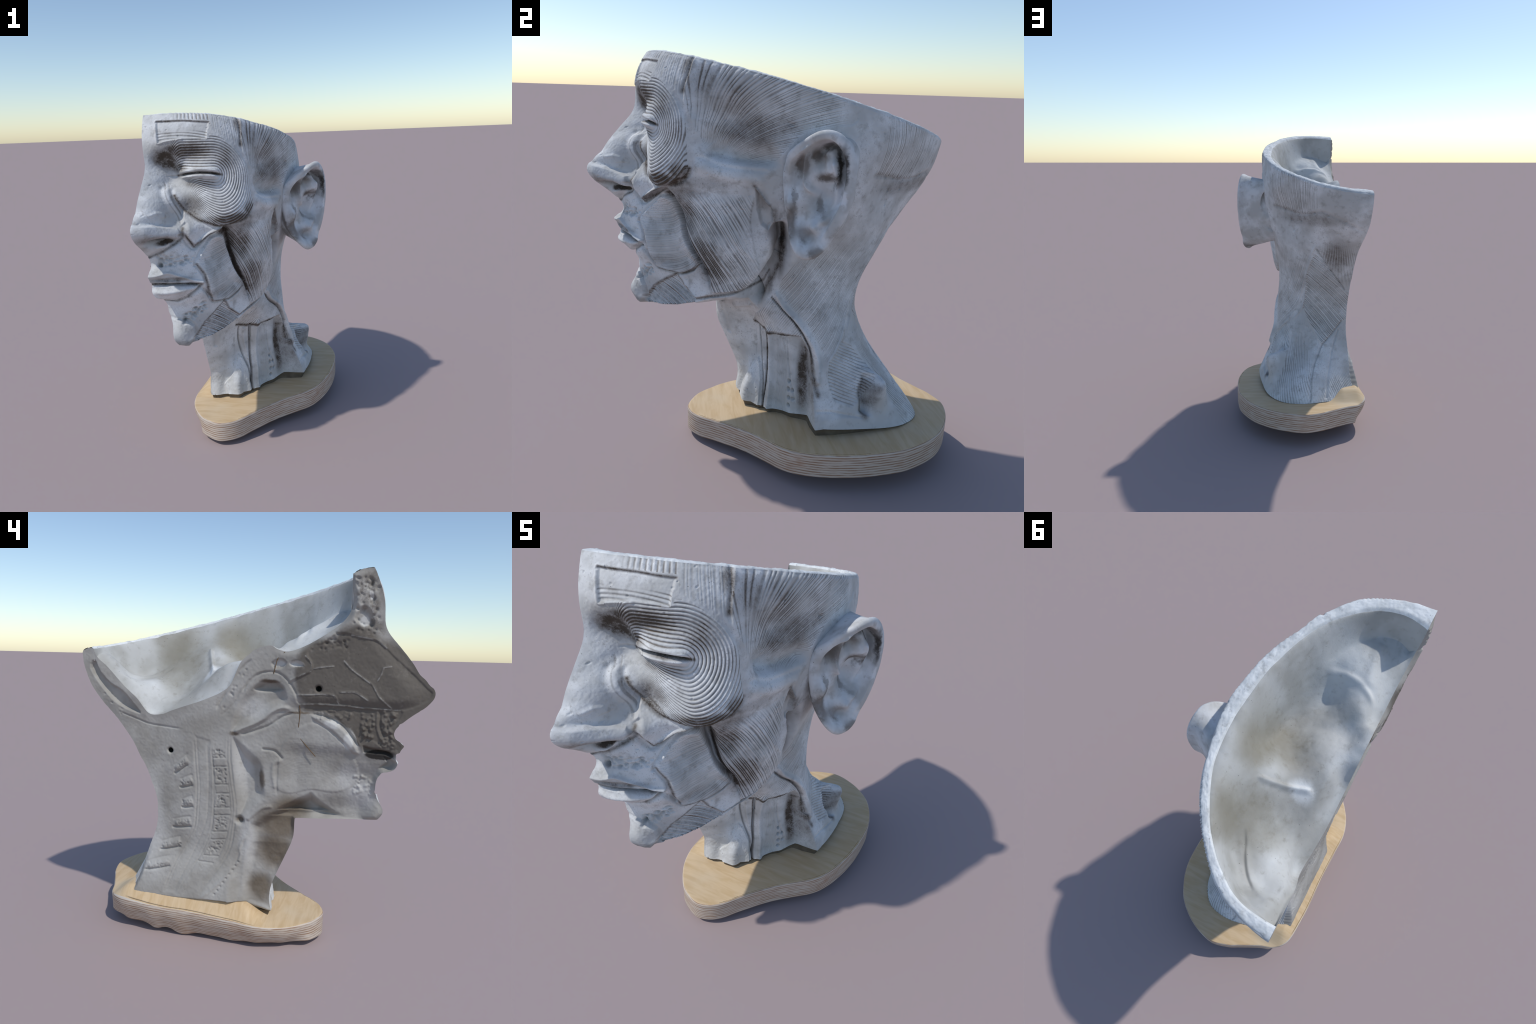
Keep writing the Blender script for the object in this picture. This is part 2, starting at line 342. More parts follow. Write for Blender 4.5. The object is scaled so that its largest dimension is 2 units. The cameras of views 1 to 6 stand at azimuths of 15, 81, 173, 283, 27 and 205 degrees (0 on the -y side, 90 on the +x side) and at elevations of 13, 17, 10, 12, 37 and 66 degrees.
# which part of the body a face belongs to: first outline that holds it wins
PARTS = [("nose", NOSE, fibre_nose, 0), ("mouth", MOUTH, None, 0), ("chin", CHIN, None, 0), ("forehead_panel", PANEL, fibre_panel, .8), ("eye", EYE, fibre_rings, 1.0),
         ("forehead_stripes", PANEL_STRIPES, fibre_front_short, .9), ("forehead_muscle", FRONT, fibre_front, .35), ("temple_muscle", TEMPLE, fibre_fan, .7), ("lip_raiser_muscle", LEVATOR, fibre_nose, 0),
         ("nose_muscle", NOSE_BAND, fibre_nose, .5), ("cheek_muscle", CHEEK, fibre_cheek, .36), ("jaw_muscle", MASSETER, fibre_masseter, .9), ("jaw_bone", STRIP, None, 0),
         ("chin_muscle", CHIN_MUSCLE, fibre_chin, 1.0), ("throat_muscle", PLATE, fibre_plate, .7), ("throat", WINDOW, fibre_ribs, 0), ("neck_muscle", NECK_MUSCLE, fibre_neck, .6),
         ("neck_side_muscle", NECK_SIDE, fibre_side, .6), ("shoulder_muscle", SHOULDER, fibre_shoulder, .6), ("trapezius_muscle", TRAPEZIUS, fibre_trapezius, .8),
         ("nape_muscle", NAPE, fibre_nape, .8), ("occiput_muscle", OCCIPUT, fibre_occiput, .7)]

# ------------------------------------------------------------------ the skin as a grid
NT, NZ = 860, 940
def level_heights():
    """absolute heights of the rows, closer together under the jaw and under the nose"""
    zz = np.linspace(.20, 2.0, 4000)
    dens = 1 + 2.2 * gauss(zz - .80, .07) + 1.0 * gauss(zz - 1.33, .08) + .5 * gauss(zz - 1.08, .1)
    c = np.cumsum(dens)
    return np.interp(np.linspace(c[0], c[-1], NZ), c, zz)

def build_skin():
    zz = level_heights()
    th = np.linspace(0, 1, NT)
    d = 1 + 1.1 * gauss(th, .16)
    c = np.r_[0, np.cumsum((d[1:] + d[:-1]) / 2)]
    th = np.interp(np.linspace(0, c[-1], NT), c, th)
    # the cut through chin and throat stays a little short of the median plane
    start = np.interp(zz, [.2, .30, .62, .74, .78, .80, .88, .95, 2.0], [.075, .055, .060, .045, .030, .025, .015, 0, 0])
    U = start[:, None] + (math.pi * UNROLL - start[:, None]) * th[None]
    q = polar(rim_pts)
    top = np.interp(U, q[:, 0], rim_pts[:, 2])
    Z = zz[:, None] + 0 * U
    Z = np.where(Z > 1.25, 1.25 + (Z - 1.25) * (top - 1.25) / .75, Z)
    fz = foot_z(U)
    Z = np.where(Z < .35, .35 - (.35 - Z) * (.35 - fz) / .15, Z)
    R = base_r(U, Z)
    return U, Z, R

def skin_points(U, Z, R):
    a = U / UNROLL
    return world(R * np.sin(a), AXIS_Y - R * np.cos(a), Z)

def grid_normals(P):
    du, dv = np.gradient(P, axis=1), np.gradient(P, axis=0)
    n = np.cross(du, dv)
    return n / np.maximum(np.linalg.norm(n, axis=-1, keepdims=True), 1e-12)

def groove(phase, sharp=1.0):
    """0 on the strand, 1 in the groove between two strands"""
    s = .5 - .5 * np.cos(2 * np.pi * phase)
    return s ** sharp

def relief(U, Z, P):
    D = np.zeros(U.shape)
    def add(mask, val):
        D[mask] += val
    wob = fbm(P, 14, 2)
    Uw, Zw = U + .0006 * wob, Z + .0006 * fbm(P + 7.3, 14, 2)
    K = NumpyKit
    fade_noise = np.clip(.75 + .6 * fbm(P + 3.1, 9, 2), .15, 1.2)

    def carve(poly, field, depth, edge=.010, sharp=1.0, extra=None):
        s = poly_sdf(U, Z, poly)
        m = s > 0
        k = sstep(0, edge, s[m]) * depth * fade_noise[m]
        if extra is not None:
            k = k * extra(U[m], Z[m])
        D[m] -= k * groove(field(K, Uw[m], Zw[m]), sharp)

    def raise_area(poly, h, inner=.008, outer=.004):
        s = poly_sdf(Uw, Zw, poly)
        add(slice(None), h * sstep(-outer, inner, s))
        return s

    def line(pts, h, w, ends=.12, smooth=True):
        L = catmull(pts, 5) if smooth and len(pts) > 2 else np.asarray(pts, float)
        d, t = near_line(U, Z, L, 3.2 * w)
        k = h * gauss(d, w)
        if ends:
            k = k * sstep(0, ends, t) * sstep(0, ends, 1 - t)
        D[:] += k
        return d, t

    def pit(u, z, r, depth):
        m = (abs(U - u) < 2.2 * r) & (abs(Z - z) < 2.2 * r)
        D[m] -= depth * np.exp(-(((U[m] - u) ** 2 + (Z[m] - z) ** 2) / r ** 2) ** 1.6)

    # --- eye: disc of ring fibres around the lids
    s = poly_sdf(U, Z, EYE)
    low = sstep(1.66, 1.48, Z) * sstep(.10, .2, U)
    outer = sstep(.30, .40, U)
    D += .018 * np.maximum(low, .45 * outer) * sstep(-.002, .009, s)
    D -= .009 * np.maximum(low, .35 * outer) * gauss(s + .009, .008)
    inner_fade = 1 - .9 * sstep(.13, .09, U) * sstep(1.66, 1.70, Z)
    m = s > 0
    ph = fibre_rings(K, Uw[m], Zw[m])
    left = fade_rings(K, U[m], Z[m])
    D[m] -= .0042 * sstep(0, .008, s[m]) * groove(ph + .5, 1.7) * inner_fade[m] * left * np.clip(fade_noise[m] + .25, 0, 1.15)
    D += .010 * gauss(np.hypot((U - .20) / 1.7, (Z - 1.69)), .05) - .012 * gauss(np.hypot((U - .20) / 2.2, (Z - 1.785)), .035)
    # lids
    slit = [(.108, 1.674), (.15, 1.688), (.20, 1.694), (.245, 1.689), (.284, 1.676)]
    d, t = near_line(U, Z, catmull(slit, 6), .08)
    zs = np.interp(U, [.108, .15, .20, .245, .284], [1.674, 1.688, 1.694, 1.689, 1.676])
    along = sstep(0, .2, t) * sstep(0, .2, 1 - t)
    above = Z > zs
    sd = np.where(above, d, -d)
    D += along * .014 * gauss(sd - .014, .012)
    D -= along * .024 * gauss(sd + .003, .0065)
    D += along * .016 * gauss(sd + .017, .010)
    D -= .016 * gauss(np.hypot((U - .075) / 1.3, Z - 1.745), .045)                      # hollow at the inner brow
    line([(.060, 1.676), (.085, 1.672), (.108, 1.673)], -.006, .005)
    # --- forehead
    s = poly_sdf(U, Z, PANEL)
    D -= .007 * sstep(-.002, .005, s)
    D -= .004 * gauss(s, .004) * sstep(1.90, 1.95, Z)
    D += .004 * gauss(s + .004, .004) * (U < .08)
    carve(PANEL, fibre_panel, .0032, .008, 1.2, lambda u, z: fade_panel(K, u, z))
    line([(.075, 1.852), (.11, 1.860), (.16, 1.864)], .006, .006)
    carve(PANEL_STRIPES, fibre_front_short, .0042, .006, 1.0, lambda u, z: fade_stripes(K, u, z))
    carve(FRONT, fibre_front, .0013, .012, 1.6)
    line([(.407, 1.99), (.402, 1.90), (.390, 1.83), (.392, 1.78)], -.006, .006)
    line([(.417, 1.99), (.412, 1.90), (.402, 1.83), (.412, 1.75), (.438, 1.68)], .005, .010)
    # --- temple
    raise_area(TEMPLE, -.003)
    carve(TEMPLE, fibre_fan, .0034, .02, 1.4, lambda u, z: fade_temple(K, u, z))
    pit(.800, 1.703, .009, .006); pit(.786, 1.706, .008, .005); pit(.582, 1.822, .005, .005); pit(.52, 1.712, .005, .004)
    # --- cheekbone arch, and the hollow behind it
    d, t = near_line(U, Z, catmull([(.478, 1.605), (.52, 1.572), (.60, 1.552), (.70, 1.547), (.76, 1.56)], 6), .2)
    zl = np.interp(U, [.478, .52, .60, .70, .76], [1.605, 1.572, 1.552, 1.547, 1.56])
    D -= .052 * gauss(d, np.where(Z > zl, .055, .026)) * sstep(0, .15, t) * sstep(0, .2, 1 - t)
    D -= .024 * gauss(np.hypot(U - .508, Z - 1.585), .046) + .026 * gauss(np.hypot(U - .490, Z - 1.625), .045)
    line([(.425, 1.53), (.48, 1.495), (.55, 1.473), (.63, 1.463), (.70, 1.455)], .010, .026)
    line([(.43, 1.562), (.47, 1.543), (.51, 1.520), (.574, 1.508), (.66, 1.500), (.715, 1.50)], -.006, .010)
    notch = np.array([(.642, 1.430), (.668, 1.392), (.690, 1.352), (.715, 1.330), (.712, 1.25), (.690, 1.22), (.655, 1.25), (.636, 1.32)])
    raise_area(notch, -.026, .014, .002)
    line([(.642, 1.432), (.672, 1.385), (.706, 1.340)], .008, .007)
    # --- masseter
    s = poly_sdf(U, Z, MASSETER)
    D += .012 * sstep(-.002, .010, s) * sstep(1.40, 1.34, Z)
    carve(MASSETER, fibre_masseter, .0046, .008, 1.3, lambda u, z: fade_masseter(K, u, z))
    for a, b in (((.50, 1.30), (.625, 1.075)), ((.425, 1.27), (.52, .99)), ((.46, 1.34), (.60, 1.10))):
        line([a, ((a[0] + b[0]) / 2 - .004, (a[1] + b[1]) / 2), b], .004, .007)
    gap = catmull([(.262, 1.385), (.288, 1.368), (.300, 1.330), (.308, 1.262), (.328, 1.163), (.354, 1.093), (.378, 1.048), (.398, .985), (.402, .93)], 5)
    d, t = near_line(U, Z, gap, .08)
    D -= (.060 * sstep(.0, .10, t) * sstep(1.0, .45, t) + .008) * gauss(d, .011 + .008 * sstep(.40, .1, t)) * sstep(0, .05, t) * sstep(0, .05, 1 - t)
    D -= .026 * gauss(np.hypot((U - .278) / 1.6, (Z - 1.362)), .020)
    # bone and gland under the masseter, ramus, hollow before the neck muscle
    line([(.33, .838), (.43, .876), (.528, .903), (.59, .930), (.640, .985)], -.010, .010)
    line([(.36, .815), (.45, .845), (.53, .868), (.58, .885)], .008, .014)
    line([(.30, .752), (.40, .775), (.47, .792), (.53, .812)], .012, .014)
    line([(.728, 1.27), (.748, 1.205), (.760, 1.14), (.738, 1.06), (.684, .975), (.60, .885), (.53, .835)], -.150, .034, .10)
    line([(.700, 1.22), (.722, 1.15), (.708, 1.07), (.640, .945), (.52, .82)], .010, .012)
    # --- cheek
    s = raise_area(CHEEK, .010, .006, .002)
    D -= .024 * sstep(.0, .06, s)
    D -= .008 * gauss(s + .005, .005) * (U < .34)
    carve(CHEEK, fibre_cheek, .0019, .008, 1.4)
    pit(.303, 1.217, .006, .006)
    s = raise_area(LEVATOR, .017, .009, .002)
    D -= .014 * gauss(s + .008, .008) * sstep(1.41, 1.37, Z)
    line([(.278, 1.400), (.217, 1.374), (.180, 1.346), (.156, 1.316)], .012, .007)
    line([(.060, 1.62), (.085, 1.535), (.108, 1.445)], .007, .010)
    line([(.080, 1.62), (.104, 1.54), (.130, 1.47)], -.007, .006)
    line([(.046, 1.635), (.064, 1.57), (.090, 1.47)], -.006, .007)
    carve(NOSE_BAND, fibre_nose, .0025, .006)
    # --- jaw strip and chin muscle
    s = poly_sdf(U, Z, CHIN_MUSCLE)
    D -= .007 * sstep(-.002, .005, s)
    carve(CHIN_MUSCLE, fibre_chin, .0044, .005, 1.3)
    raise_area(STRIP, .007, .005, .002)
    line([(.242, .958), (.266, .904), (.329, .850)], .005, .006)
    pit(.281, .940, .006, .004)
    # --- nose
    d, t = near_line(U, Z, catmull([(.0, 1.462), (.043, 1.448), (.072, 1.428), (.103, 1.414), (.118, 1.39)], 6), .08)
    zl = np.interp(U, [0, .043, .072, .103, .118], [1.462, 1.448, 1.428, 1.414, 1.39])
    front = sstep(.128, .108, U)
    sd = zl - Z
    D += front * (.014 * sstep(-.004, .012, sd) * sstep(.085, .04, sd) - .006 * gauss(sd + .012, .012))
    wing_edge = [(.0, 1.268), (.03, 1.282), (.06, 1.305), (.088, 1.330), (.108, 1.352), (.116, 1.385)]
    line(wing_edge, -.022, .010, .02)
    line([(.120, 1.430), (.126, 1.39), (.120, 1.355)], -.016, .007)
    d, t = near_line(U, Z, catmull([(.034, 1.345), (.050, 1.356), (.066, 1.358), (.080, 1.352)], 6), .06)
    D -= .060 * gauss(d, .0155)
    line([(.034, 1.322), (.055, 1.330), (.076, 1.338)], .010, .007)
    line([(.030, 1.49), (.052, 1.500), (.066, 1.470)], .006, .008)
    pit(.021, 1.500, .004, .004)
    # --- mouth
    mouth = [(-.01, 1.127), (.033, 1.122), (.08, 1.121), (.12, 1.113), (.167, 1.104)]
    d, t = near_line(U, Z, catmull(mouth, 6), .08)
    D -= .030 * gauss(d, .0075) * sstep(1.03, .85, t)
    upper = [(-.01, 1.172), (.03, 1.173), (.059, 1.182), (.092, 1.162), (.135, 1.132), (.168, 1.112)]
    line(upper, .015, .007, 0)
    line([(-.01, 1.150), (.04, 1.150), (.09, 1.142), (.13, 1.122)], -.009, .010, 0)
    line([(-.01, 1.083), (.04, 1.080), (.085, 1.085), (.13, 1.092)], .015, .014, 0)
    line([(-.01, 1.024), (.039, 1.012), (.07, 1.022), (.098, 1.040), (.14, 1.066), (.165, 1.092)], -.020, .008, 0)
    line([(.163, 1.10), (.172, 1.06), (.174, 1.000)], -.016, .008)
    line([(.0, 1.24), (.0, 1.195)], -.004, .012)
    # --- stubble pits on lip and chin
    pr = np.random.default_rng(11)
    for n, (u0, u1), f in ((60, (.028, .148), lambda u: 1.246 - .9 * max(0, u - .10) ** 1.0 * .5), (64, (.055, .150), lambda u: .895 + .85 * (u - .055))):
        for _ in range(n):
            u = pr.uniform(u0, u1)
            pit(u, f(u) + pr.uniform(-.028, .028), pr.uniform(.0050, .0085), .0075)
    s = poly_sdf(U, Z, CHIN)
    D += .016 * sstep(-.003, .014, s)
    line([(.00, .925), (.030, .908), (.07, .893), (.094, .866), (.099, .82), (.094, .785)], -.007, .006, 0)
    line([(.09, .90), (.103, .845), (.108, .80)], .006, .008)
    # --- throat, cut strap muscles and vessels
    win = poly_sdf(U, Z, WINDOW) > .004
    s = raise_area(PLATE, .006, .006, .002)
    carve(PLATE, fibre_plate, .0034, .008, 1.3)
    line(STRAP_TUBE[::3], .022, .017, .06)
    line([(.684, .865), (.762, .806), (.843, .758), (.899, .700), (.948, .625), (.965, .556), (.975, .47)], -.013, .006, .04)
    line([(.590, .655), (.597, .55), (.590, .40), (.586, .18)], -.024, .009, .0)
    line([(.478, .655), (.470, .56), (.500, .455), (.552, .35), (.580, .235)], -.012, .009, .05)
    line([(.535, .640), (.545, .52), (.568, .40)], .010, .016, .05)
    line([(.655, .655), (.652, .50), (.655, .20)], .022, .026, 0)
    m = win & (U > .70) & (U < .82)
    D[m] -= .003 * groove(fibre_ribs(K, Uw[m], Zw[m])) * sstep(.70, .72, U[m]) * sstep(.82, .80, U[m])
    D -= .016 * sstep(.84, .92, U) * np.where(win, sstep(.0, .02, poly_sdf(U, Z, WINDOW)), 0)
    line([(.80, .60), (.825, .45), (.88, .27)], -.006, .006)
    for u, z, r in ((.825, .395, .010), (.822, .350, .011), (.850, .350, .009), (.828, .300, .011), (.856, .300, .010), (.830, .255, .010)):
        pit(u, z, r, .020)
    D += .012 * sstep(-.003, .008, poly_sdf(U, Z, THROAT_LUMP))
    line([(.15, .70), (.17, .62), (.16, .55)], -.008, .02)
    D += .006 * fbm(P + 1.7, 16, 2) * sstep(.5, .36, U) * sstep(.45, .35, Z)
    # --- neck
    carve(NECK_MUSCLE, fibre_neck, .0028, .015, 1.2, lambda u, z: fade_neck(K, u, z))
    line([(1.577, 1.25), (1.472, 1.081), (1.351, .902), (1.257, .725), (1.186, .648), (1.09, .560), (1.05, .515)], .006, .010, .05)
    carve(NECK_SIDE, fibre_side, .0042, .012)
    raise_area(NECK_SIDE, -.005, .012, .006)
    carve(SHOULDER, fibre_shoulder, .0034, .010, 1.2, lambda u, z: fade_shoulder(K, u, z))
    carve(SHOULDER_BACK, fibre_shoulder, .0022, .010)
    carve(NAPE_EDGE, fibre_shoulder, .0022, .012)
    raise_area(TRAPEZIUS, .004, .008, .004)
    carve(TRAPEZIUS, fibre_trapezius, .0036, .010)
    carve(NAPE, fibre_nape, .0034, .010, 1.2, lambda u, z: fade_nape(K, u, z))
    line([(1.577, 1.211), (1.435, 1.0), (1.36, .783), (1.254, .654)], .007, .008)
    line([(1.36, .60), (1.40, .50), (1.43, .40)], .005, .012)
    line([(1.412, .716), (1.54, .61), (1.629, .533)], .005, .008)
    line([(1.834, .69), (1.72, .60), (1.629, .533), (1.593, .448), (1.585, .34), (1.60, .22)], -.008, .008, .03)
    line([(1.80, .64), (1.72, .48), (1.685, .22)], -.007, .008, .03)
    line([(1.577, 1.215), (1.673, 1.083), (1.835, .92)], -.006, .006, .03)
    # broken corner of the shoulder
    q = polar([(.271, .560, .395)])[0]
    D += .110 * np.exp(-np.hypot((U - q[0]) / .050, np.where(Z < q[1], (Z - q[1]) / .060, (Z - q[1]) / .075)) ** 2)
    line([(1.30, .46), (1.255, .40), (1.235, .34), (1.215, .29)], -.050, .022, .1)
    line([(.97, .325), (1.053, .322), (1.125, .304), (1.21, .285)], -.006, .007, .05)
    D += .006 * sstep(.31, .285, Z) * sstep(.95, 1.0, U) * sstep(1.25, 1.2, U)
    # --- back of the head
    carve(OCCIPUT, fibre_occiput, .0036, .012)
    line([(1.19, 1.49), (1.298, 1.472), (1.411, 1.450), (1.514, 1.450), (1.629, 1.470), (1.757, 1.41), (1.87, 1.345)], -.004, .012, .03)
    for u, z in ((1.30, 1.468), (1.36, 1.458), (1.44, 1.450), (1.50, 1.452), (1.57, 1.46), (1.66, 1.445), (1.72, 1.33), (1.76, 1.41), (1.45, 1.40), (1.35, 1.40)):
        pit(u, z, .006, .006)
    q = polar([(.055, .505, 1.341)])[0]
    for k in (-1, 0, 1):
        pit(q[0], q[1] + .011 * k, .007, .008)
    # --- wear and casting roughness
    D += .0022 * fbm(P, 11, 3) + .0007 * noise3(P, 120)
    dr = np.random.default_rng(5)
    for _ in range(150):
        i, j = dr.integers(0, NZ), dr.integers(0, NT)
        pit(U[i, j], Z[i, j], dr.uniform(.0025, .0045), .004)
    return D

# ------------------------------------------------------------------ shader kit: arithmetic that builds Math nodes
class Val:
    def __init__(self, kit, sock): self.k, self.s = kit, sock
    def _op(self, op, o, swap=False):
        a, b = (o, self) if swap else (self, o)
        return self.k.math(op, a, b)
    def __add__(self, o): return self._op('ADD', o)
    __radd__ = __add__
    def __sub__(self, o): return self._op('SUBTRACT', o)
    def __rsub__(self, o): return self._op('SUBTRACT', o, True)
    def __mul__(self, o): return self._op('MULTIPLY', o)
    __rmul__ = __mul__
    def __truediv__(self, o): return self._op('DIVIDE', o)
    def __neg__(self): return self * -1.0

class NodeKit:
    def __init__(self, tree): self.t = tree
    def node(self, kind, **props):
        n = self.t.nodes.new(kind)
        for k, v in props.items():
            setattr(n, k, v)
        return n
    def put(self, sock, v):
        if isinstance(v, Val): self.t.links.new(v.s, sock)
        elif isinstance(v, bpy.types.NodeSocket): self.t.links.new(v, sock)
        else: sock.default_value = v
    def math(self, op, a, b=0.0, c=None, clamp=False):
        n = self.node('ShaderNodeMath', operation=op, use_clamp=clamp)
        self.put(n.inputs[0], a); self.put(n.inputs[1], b)
        if c is not None: self.put(n.inputs[2], c)
        return Val(self, n.outputs[0])
    def sqrt(self, a): return self.math('SQRT', a)
    def atan2(self, a, b): return self.math('ARCTAN2', a, b)
    def sin(self, a): return self.math('SINE', a)
    def cos(self, a): return self.math('COSINE', a)
    def clamp(self, x, a, b): return self.math('MINIMUM', self.math('MAXIMUM', x, a), b)
    def pick(self, c, a, b): return self.math('GREATER_THAN', c, 0.0) * (a - b) + b
    def smooth(self, a, b, x):
        n = self.node('ShaderNodeMapRange', interpolation_type='SMOOTHSTEP')
        self.put(n.inputs[0], x)
        lo, hi, y0, y1 = (a, b, 0, 1) if a < b else (b, a, 1, 0)
        for i, v in enumerate((lo, hi, y0, y1)): n.inputs[i + 1].default_value = v
        return Val(self, n.outputs[0])
    def noise(self, vec, scale, detail=3.0, rough=.55, out='Fac', distort=0.0):
        n = self.node('ShaderNodeTexNoise')
        self.put(n.inputs['Vector'], vec)
        n.inputs['Scale'].default_value, n.inputs['Detail'].default_value = scale, detail
        n.inputs['Roughness'].default_value, n.inputs['Distortion'].default_value = rough, distort
        return Val(self, n.outputs[out])
    def voronoi(self, vec, scale, out='Distance', feature='F1'):
        n = self.node('ShaderNodeTexVoronoi', feature=feature)
        self.put(n.inputs['Vector'], vec)
        n.inputs['Scale'].default_value = scale
        return Val(self, n.outputs[out])
    def mix(self, fac, a, b):
        n = self.node('ShaderNodeMix', data_type='RGBA')
        self.put(n.inputs[0], fac); self.put(n.inputs[6], a); self.put(n.inputs[7], b)
        return n.outputs[2]
    def ellipse(self, u, z, cu, cz, ru, rz):
        a, b = (u - cu) / ru, (z - cz) / rz
        return self.smooth(1.25, .35, self.sqrt(a * a + b * b))

def rgb(r, g, b): return (r, g, b, 1.0)

PLASTER = rgb(.515, .515, .505)
PALE = rgb(.735, .745, .750)
GREY = rgb(.280, .270, .250)
BROWN = rgb(.090, .066, .047)
DARK = rgb(.032, .025, .019)

def start_material(name):
    m = bpy.data.materials.new(name)
    m.use_nodes = True
    t = m.node_tree
    t.nodes.clear()
    K = NodeKit(t)
    out = K.node('ShaderNodeOutputMaterial')
    bsdf = K.node('ShaderNodeBsdfPrincipled')
    t.links.new(bsdf.outputs[0], out.inputs[0])
    co = K.node('ShaderNodeTexCoord').outputs['Object']
    sep = K.node('ShaderNodeSeparateXYZ')
    t.links.new(co, sep.inputs[0])
    x, y, z = (Val(K, s) for s in sep.outputs)
    return m, K, bsdf, co, x, y, z

def finish_material(K, bsdf, colour, rough, height=None, strength=.25, dist=.004):
    K.put(bsdf.inputs['Base Color'], colour)
    K.put(bsdf.inputs['Roughness'], rough)
    bsdf.inputs['Specular IOR Level'].default_value = .25
    if height is not None:
        b = K.node('ShaderNodeBump')
        b.inputs['Strength'].default_value = strength
        b.inputs['Distance'].default_value = dist
        K.put(b.inputs['Height'], height)
        K.put(bsdf.inputs['Normal'], b.outputs[0])

# darker brown areas on the unrolled map: u, z, half sizes, strength
STAINS = [(.075, 1.765, .055, .070, 1.15), (.150, 1.805, .130, .050, .95), (.115, 1.715, .040, .03, .9), (.310, 1.770, .070, .070, .50), (.320, 1.437, .100, .040, 1.15), (.390, 1.48, .03, .05, .8), (.150, 1.525, .055, .065, .65),
          (.200, 1.636, .080, .026, .45), (.460, 1.860, .060, .080, .50), (.398, 1.930, .026, .060, .70), (.630, 1.665, .140, .080, .75), (.73, 1.70, .12, .05, .50), (.54, 1.80, .11, .10, .42), (.450, 1.435, .120, .035, .35),
          (.350, 1.290, .065, .135, .85), (.415, 1.060, .085, .150, .75), (.37, 1.39, .09, .04, .6), (.280, 1.362, .036, .022, 1.2),
          (.045, 1.375, .065, .026, .55), (.060, 1.348, .028, .016, 1.3), (.065, 1.146, .085, .017, .70), (.176, 1.035, .012, .035, .70), (.200, .840, .120, .080, .45), (.240, 1.02, .09, .04, .3), (.25, 1.23, .06, .09, .22), (.050, .770, .070, .022, .50),
          (.925, .440, .050, .220, 1.05), (.740, 1.140, .040, .170, 1.0), (.66, .935, .03, .06, .7), (1.500, 1.415, .300, .050, .50), (1.730, 1.170, .120, .130, .65),
          (1.250, .370, .030, .070, .70), (.670, 1.36, .03, .06, .5)]
# dark strokes in the deep cuts and along the borders of the muscles: polylines on the map, width, strength
CUTS = [([(.285, 1.368), (.300, 1.325), (.309, 1.258), (.329, 1.163), (.355, 1.092), (.380, 1.045), (.398, .985)], .014, 1.25), ([(.590, .66), (.596, .50), (.588, .19)], .011, 1.0), ([(.43, .664), (.55, .652), (.70, .655), (.81, .668), (.885, .670)], .012, 1.1),
        ([(.690, .866), (.762, .806), (.843, .756), (.899, .698), (.948, .625), (.968, .55), (.975, .45)], .008, .9), ([(.720, 1.32), (.727, 1.24), (.752, 1.16), (.735, 1.055), (.684, .970), (.60, .87)], .020, .8),
        ([(.156, 1.21), (.182, 1.148), (.189, 1.086), (.176, 1.03), (.176, .985), (.265, .965), (.330, .995), (.372, 1.035)], .007, .85), ([(.415, 1.50), (.395, 1.459), (.352, 1.427), (.258, 1.403), (.181, 1.440), (.124, 1.497), (.094, 1.575)], .009, 1.0),
        ([(.128, 1.37), (.150, 1.300), (.180, 1.332), (.220, 1.362), (.262, 1.385)], .008, .9), ([(.095, .80), (.134, .872), (.197, .929), (.242, .962)], .006, .8), ([(.245, .955), (.268, .902), (.331, .846), (.43, .876), (.53, .905), (.600, .935), (.645, .99)], .008, .75),
        ([(.0, 1.125), (.08, 1.121), (.167, 1.104)], .008, .9), ([(.0, 1.022), (.045, 1.010), (.098, 1.038), (.166, 1.095)], .006, .6), ([(.0, 1.268), (.045, 1.294), (.088, 1.330), (.114, 1.36), (.120, 1.41)], .007, .7), ([(.108, 1.676), (.15, 1.686), (.20, 1.690), (.245, 1.686), (.284, 1.675)], .007, 1.0),
        ([(.642, 1.432), (.680, 1.37), (.712, 1.325)], .010, .8), ([(.407, 1.98), (.402, 1.90), (.390, 1.82)], .010, .8), ([(.06, 1.957), (.164, 1.957), (.263, 1.946)], .005, .9), ([(.99, .40), (.955, .50), (.935, .60)], .016, .9), ([(.478, .655), (.470, .56), (.500, .455), (.552, .35), (.580, .235)], .008, .55),
        ([(1.577, 1.211), (1.673, 1.078), (1.835, .918)], .007, .4), ([(1.834, .69), (1.72, .60), (1.629, .533), (1.590, .42), (1.60, .22)], .006, .38), ([(1.20, 1.49), (1.411, 1.452), (1.514, 1.450), (1.629, 1.468), (1.80, 1.385)], .014, .40), ([(1.27, .44), (1.24, .36), (1.215, .29)], .018, .7)]

def small_group(name, fill):
    """node group (u, z, so_far) -> value; small trees build fast, and the chain keeps the shader's stack short"""
    g = bpy.data.node_groups.new(name, 'ShaderNodeTree')
    for n in ('u', 'z', 'so_far'): g.interface.new_socket(n, in_out='INPUT', socket_type='NodeSocketFloat')
    g.interface.new_socket('value', in_out='OUTPUT', socket_type='NodeSocketFloat')
    K = NodeKit(g)
    i, o = K.node('NodeGroupInput'), K.node('NodeGroupOutput')
    K.put(o.inputs[0], fill(K, *(Val(K, i.outputs[k]) for k in range(3))))
    return g

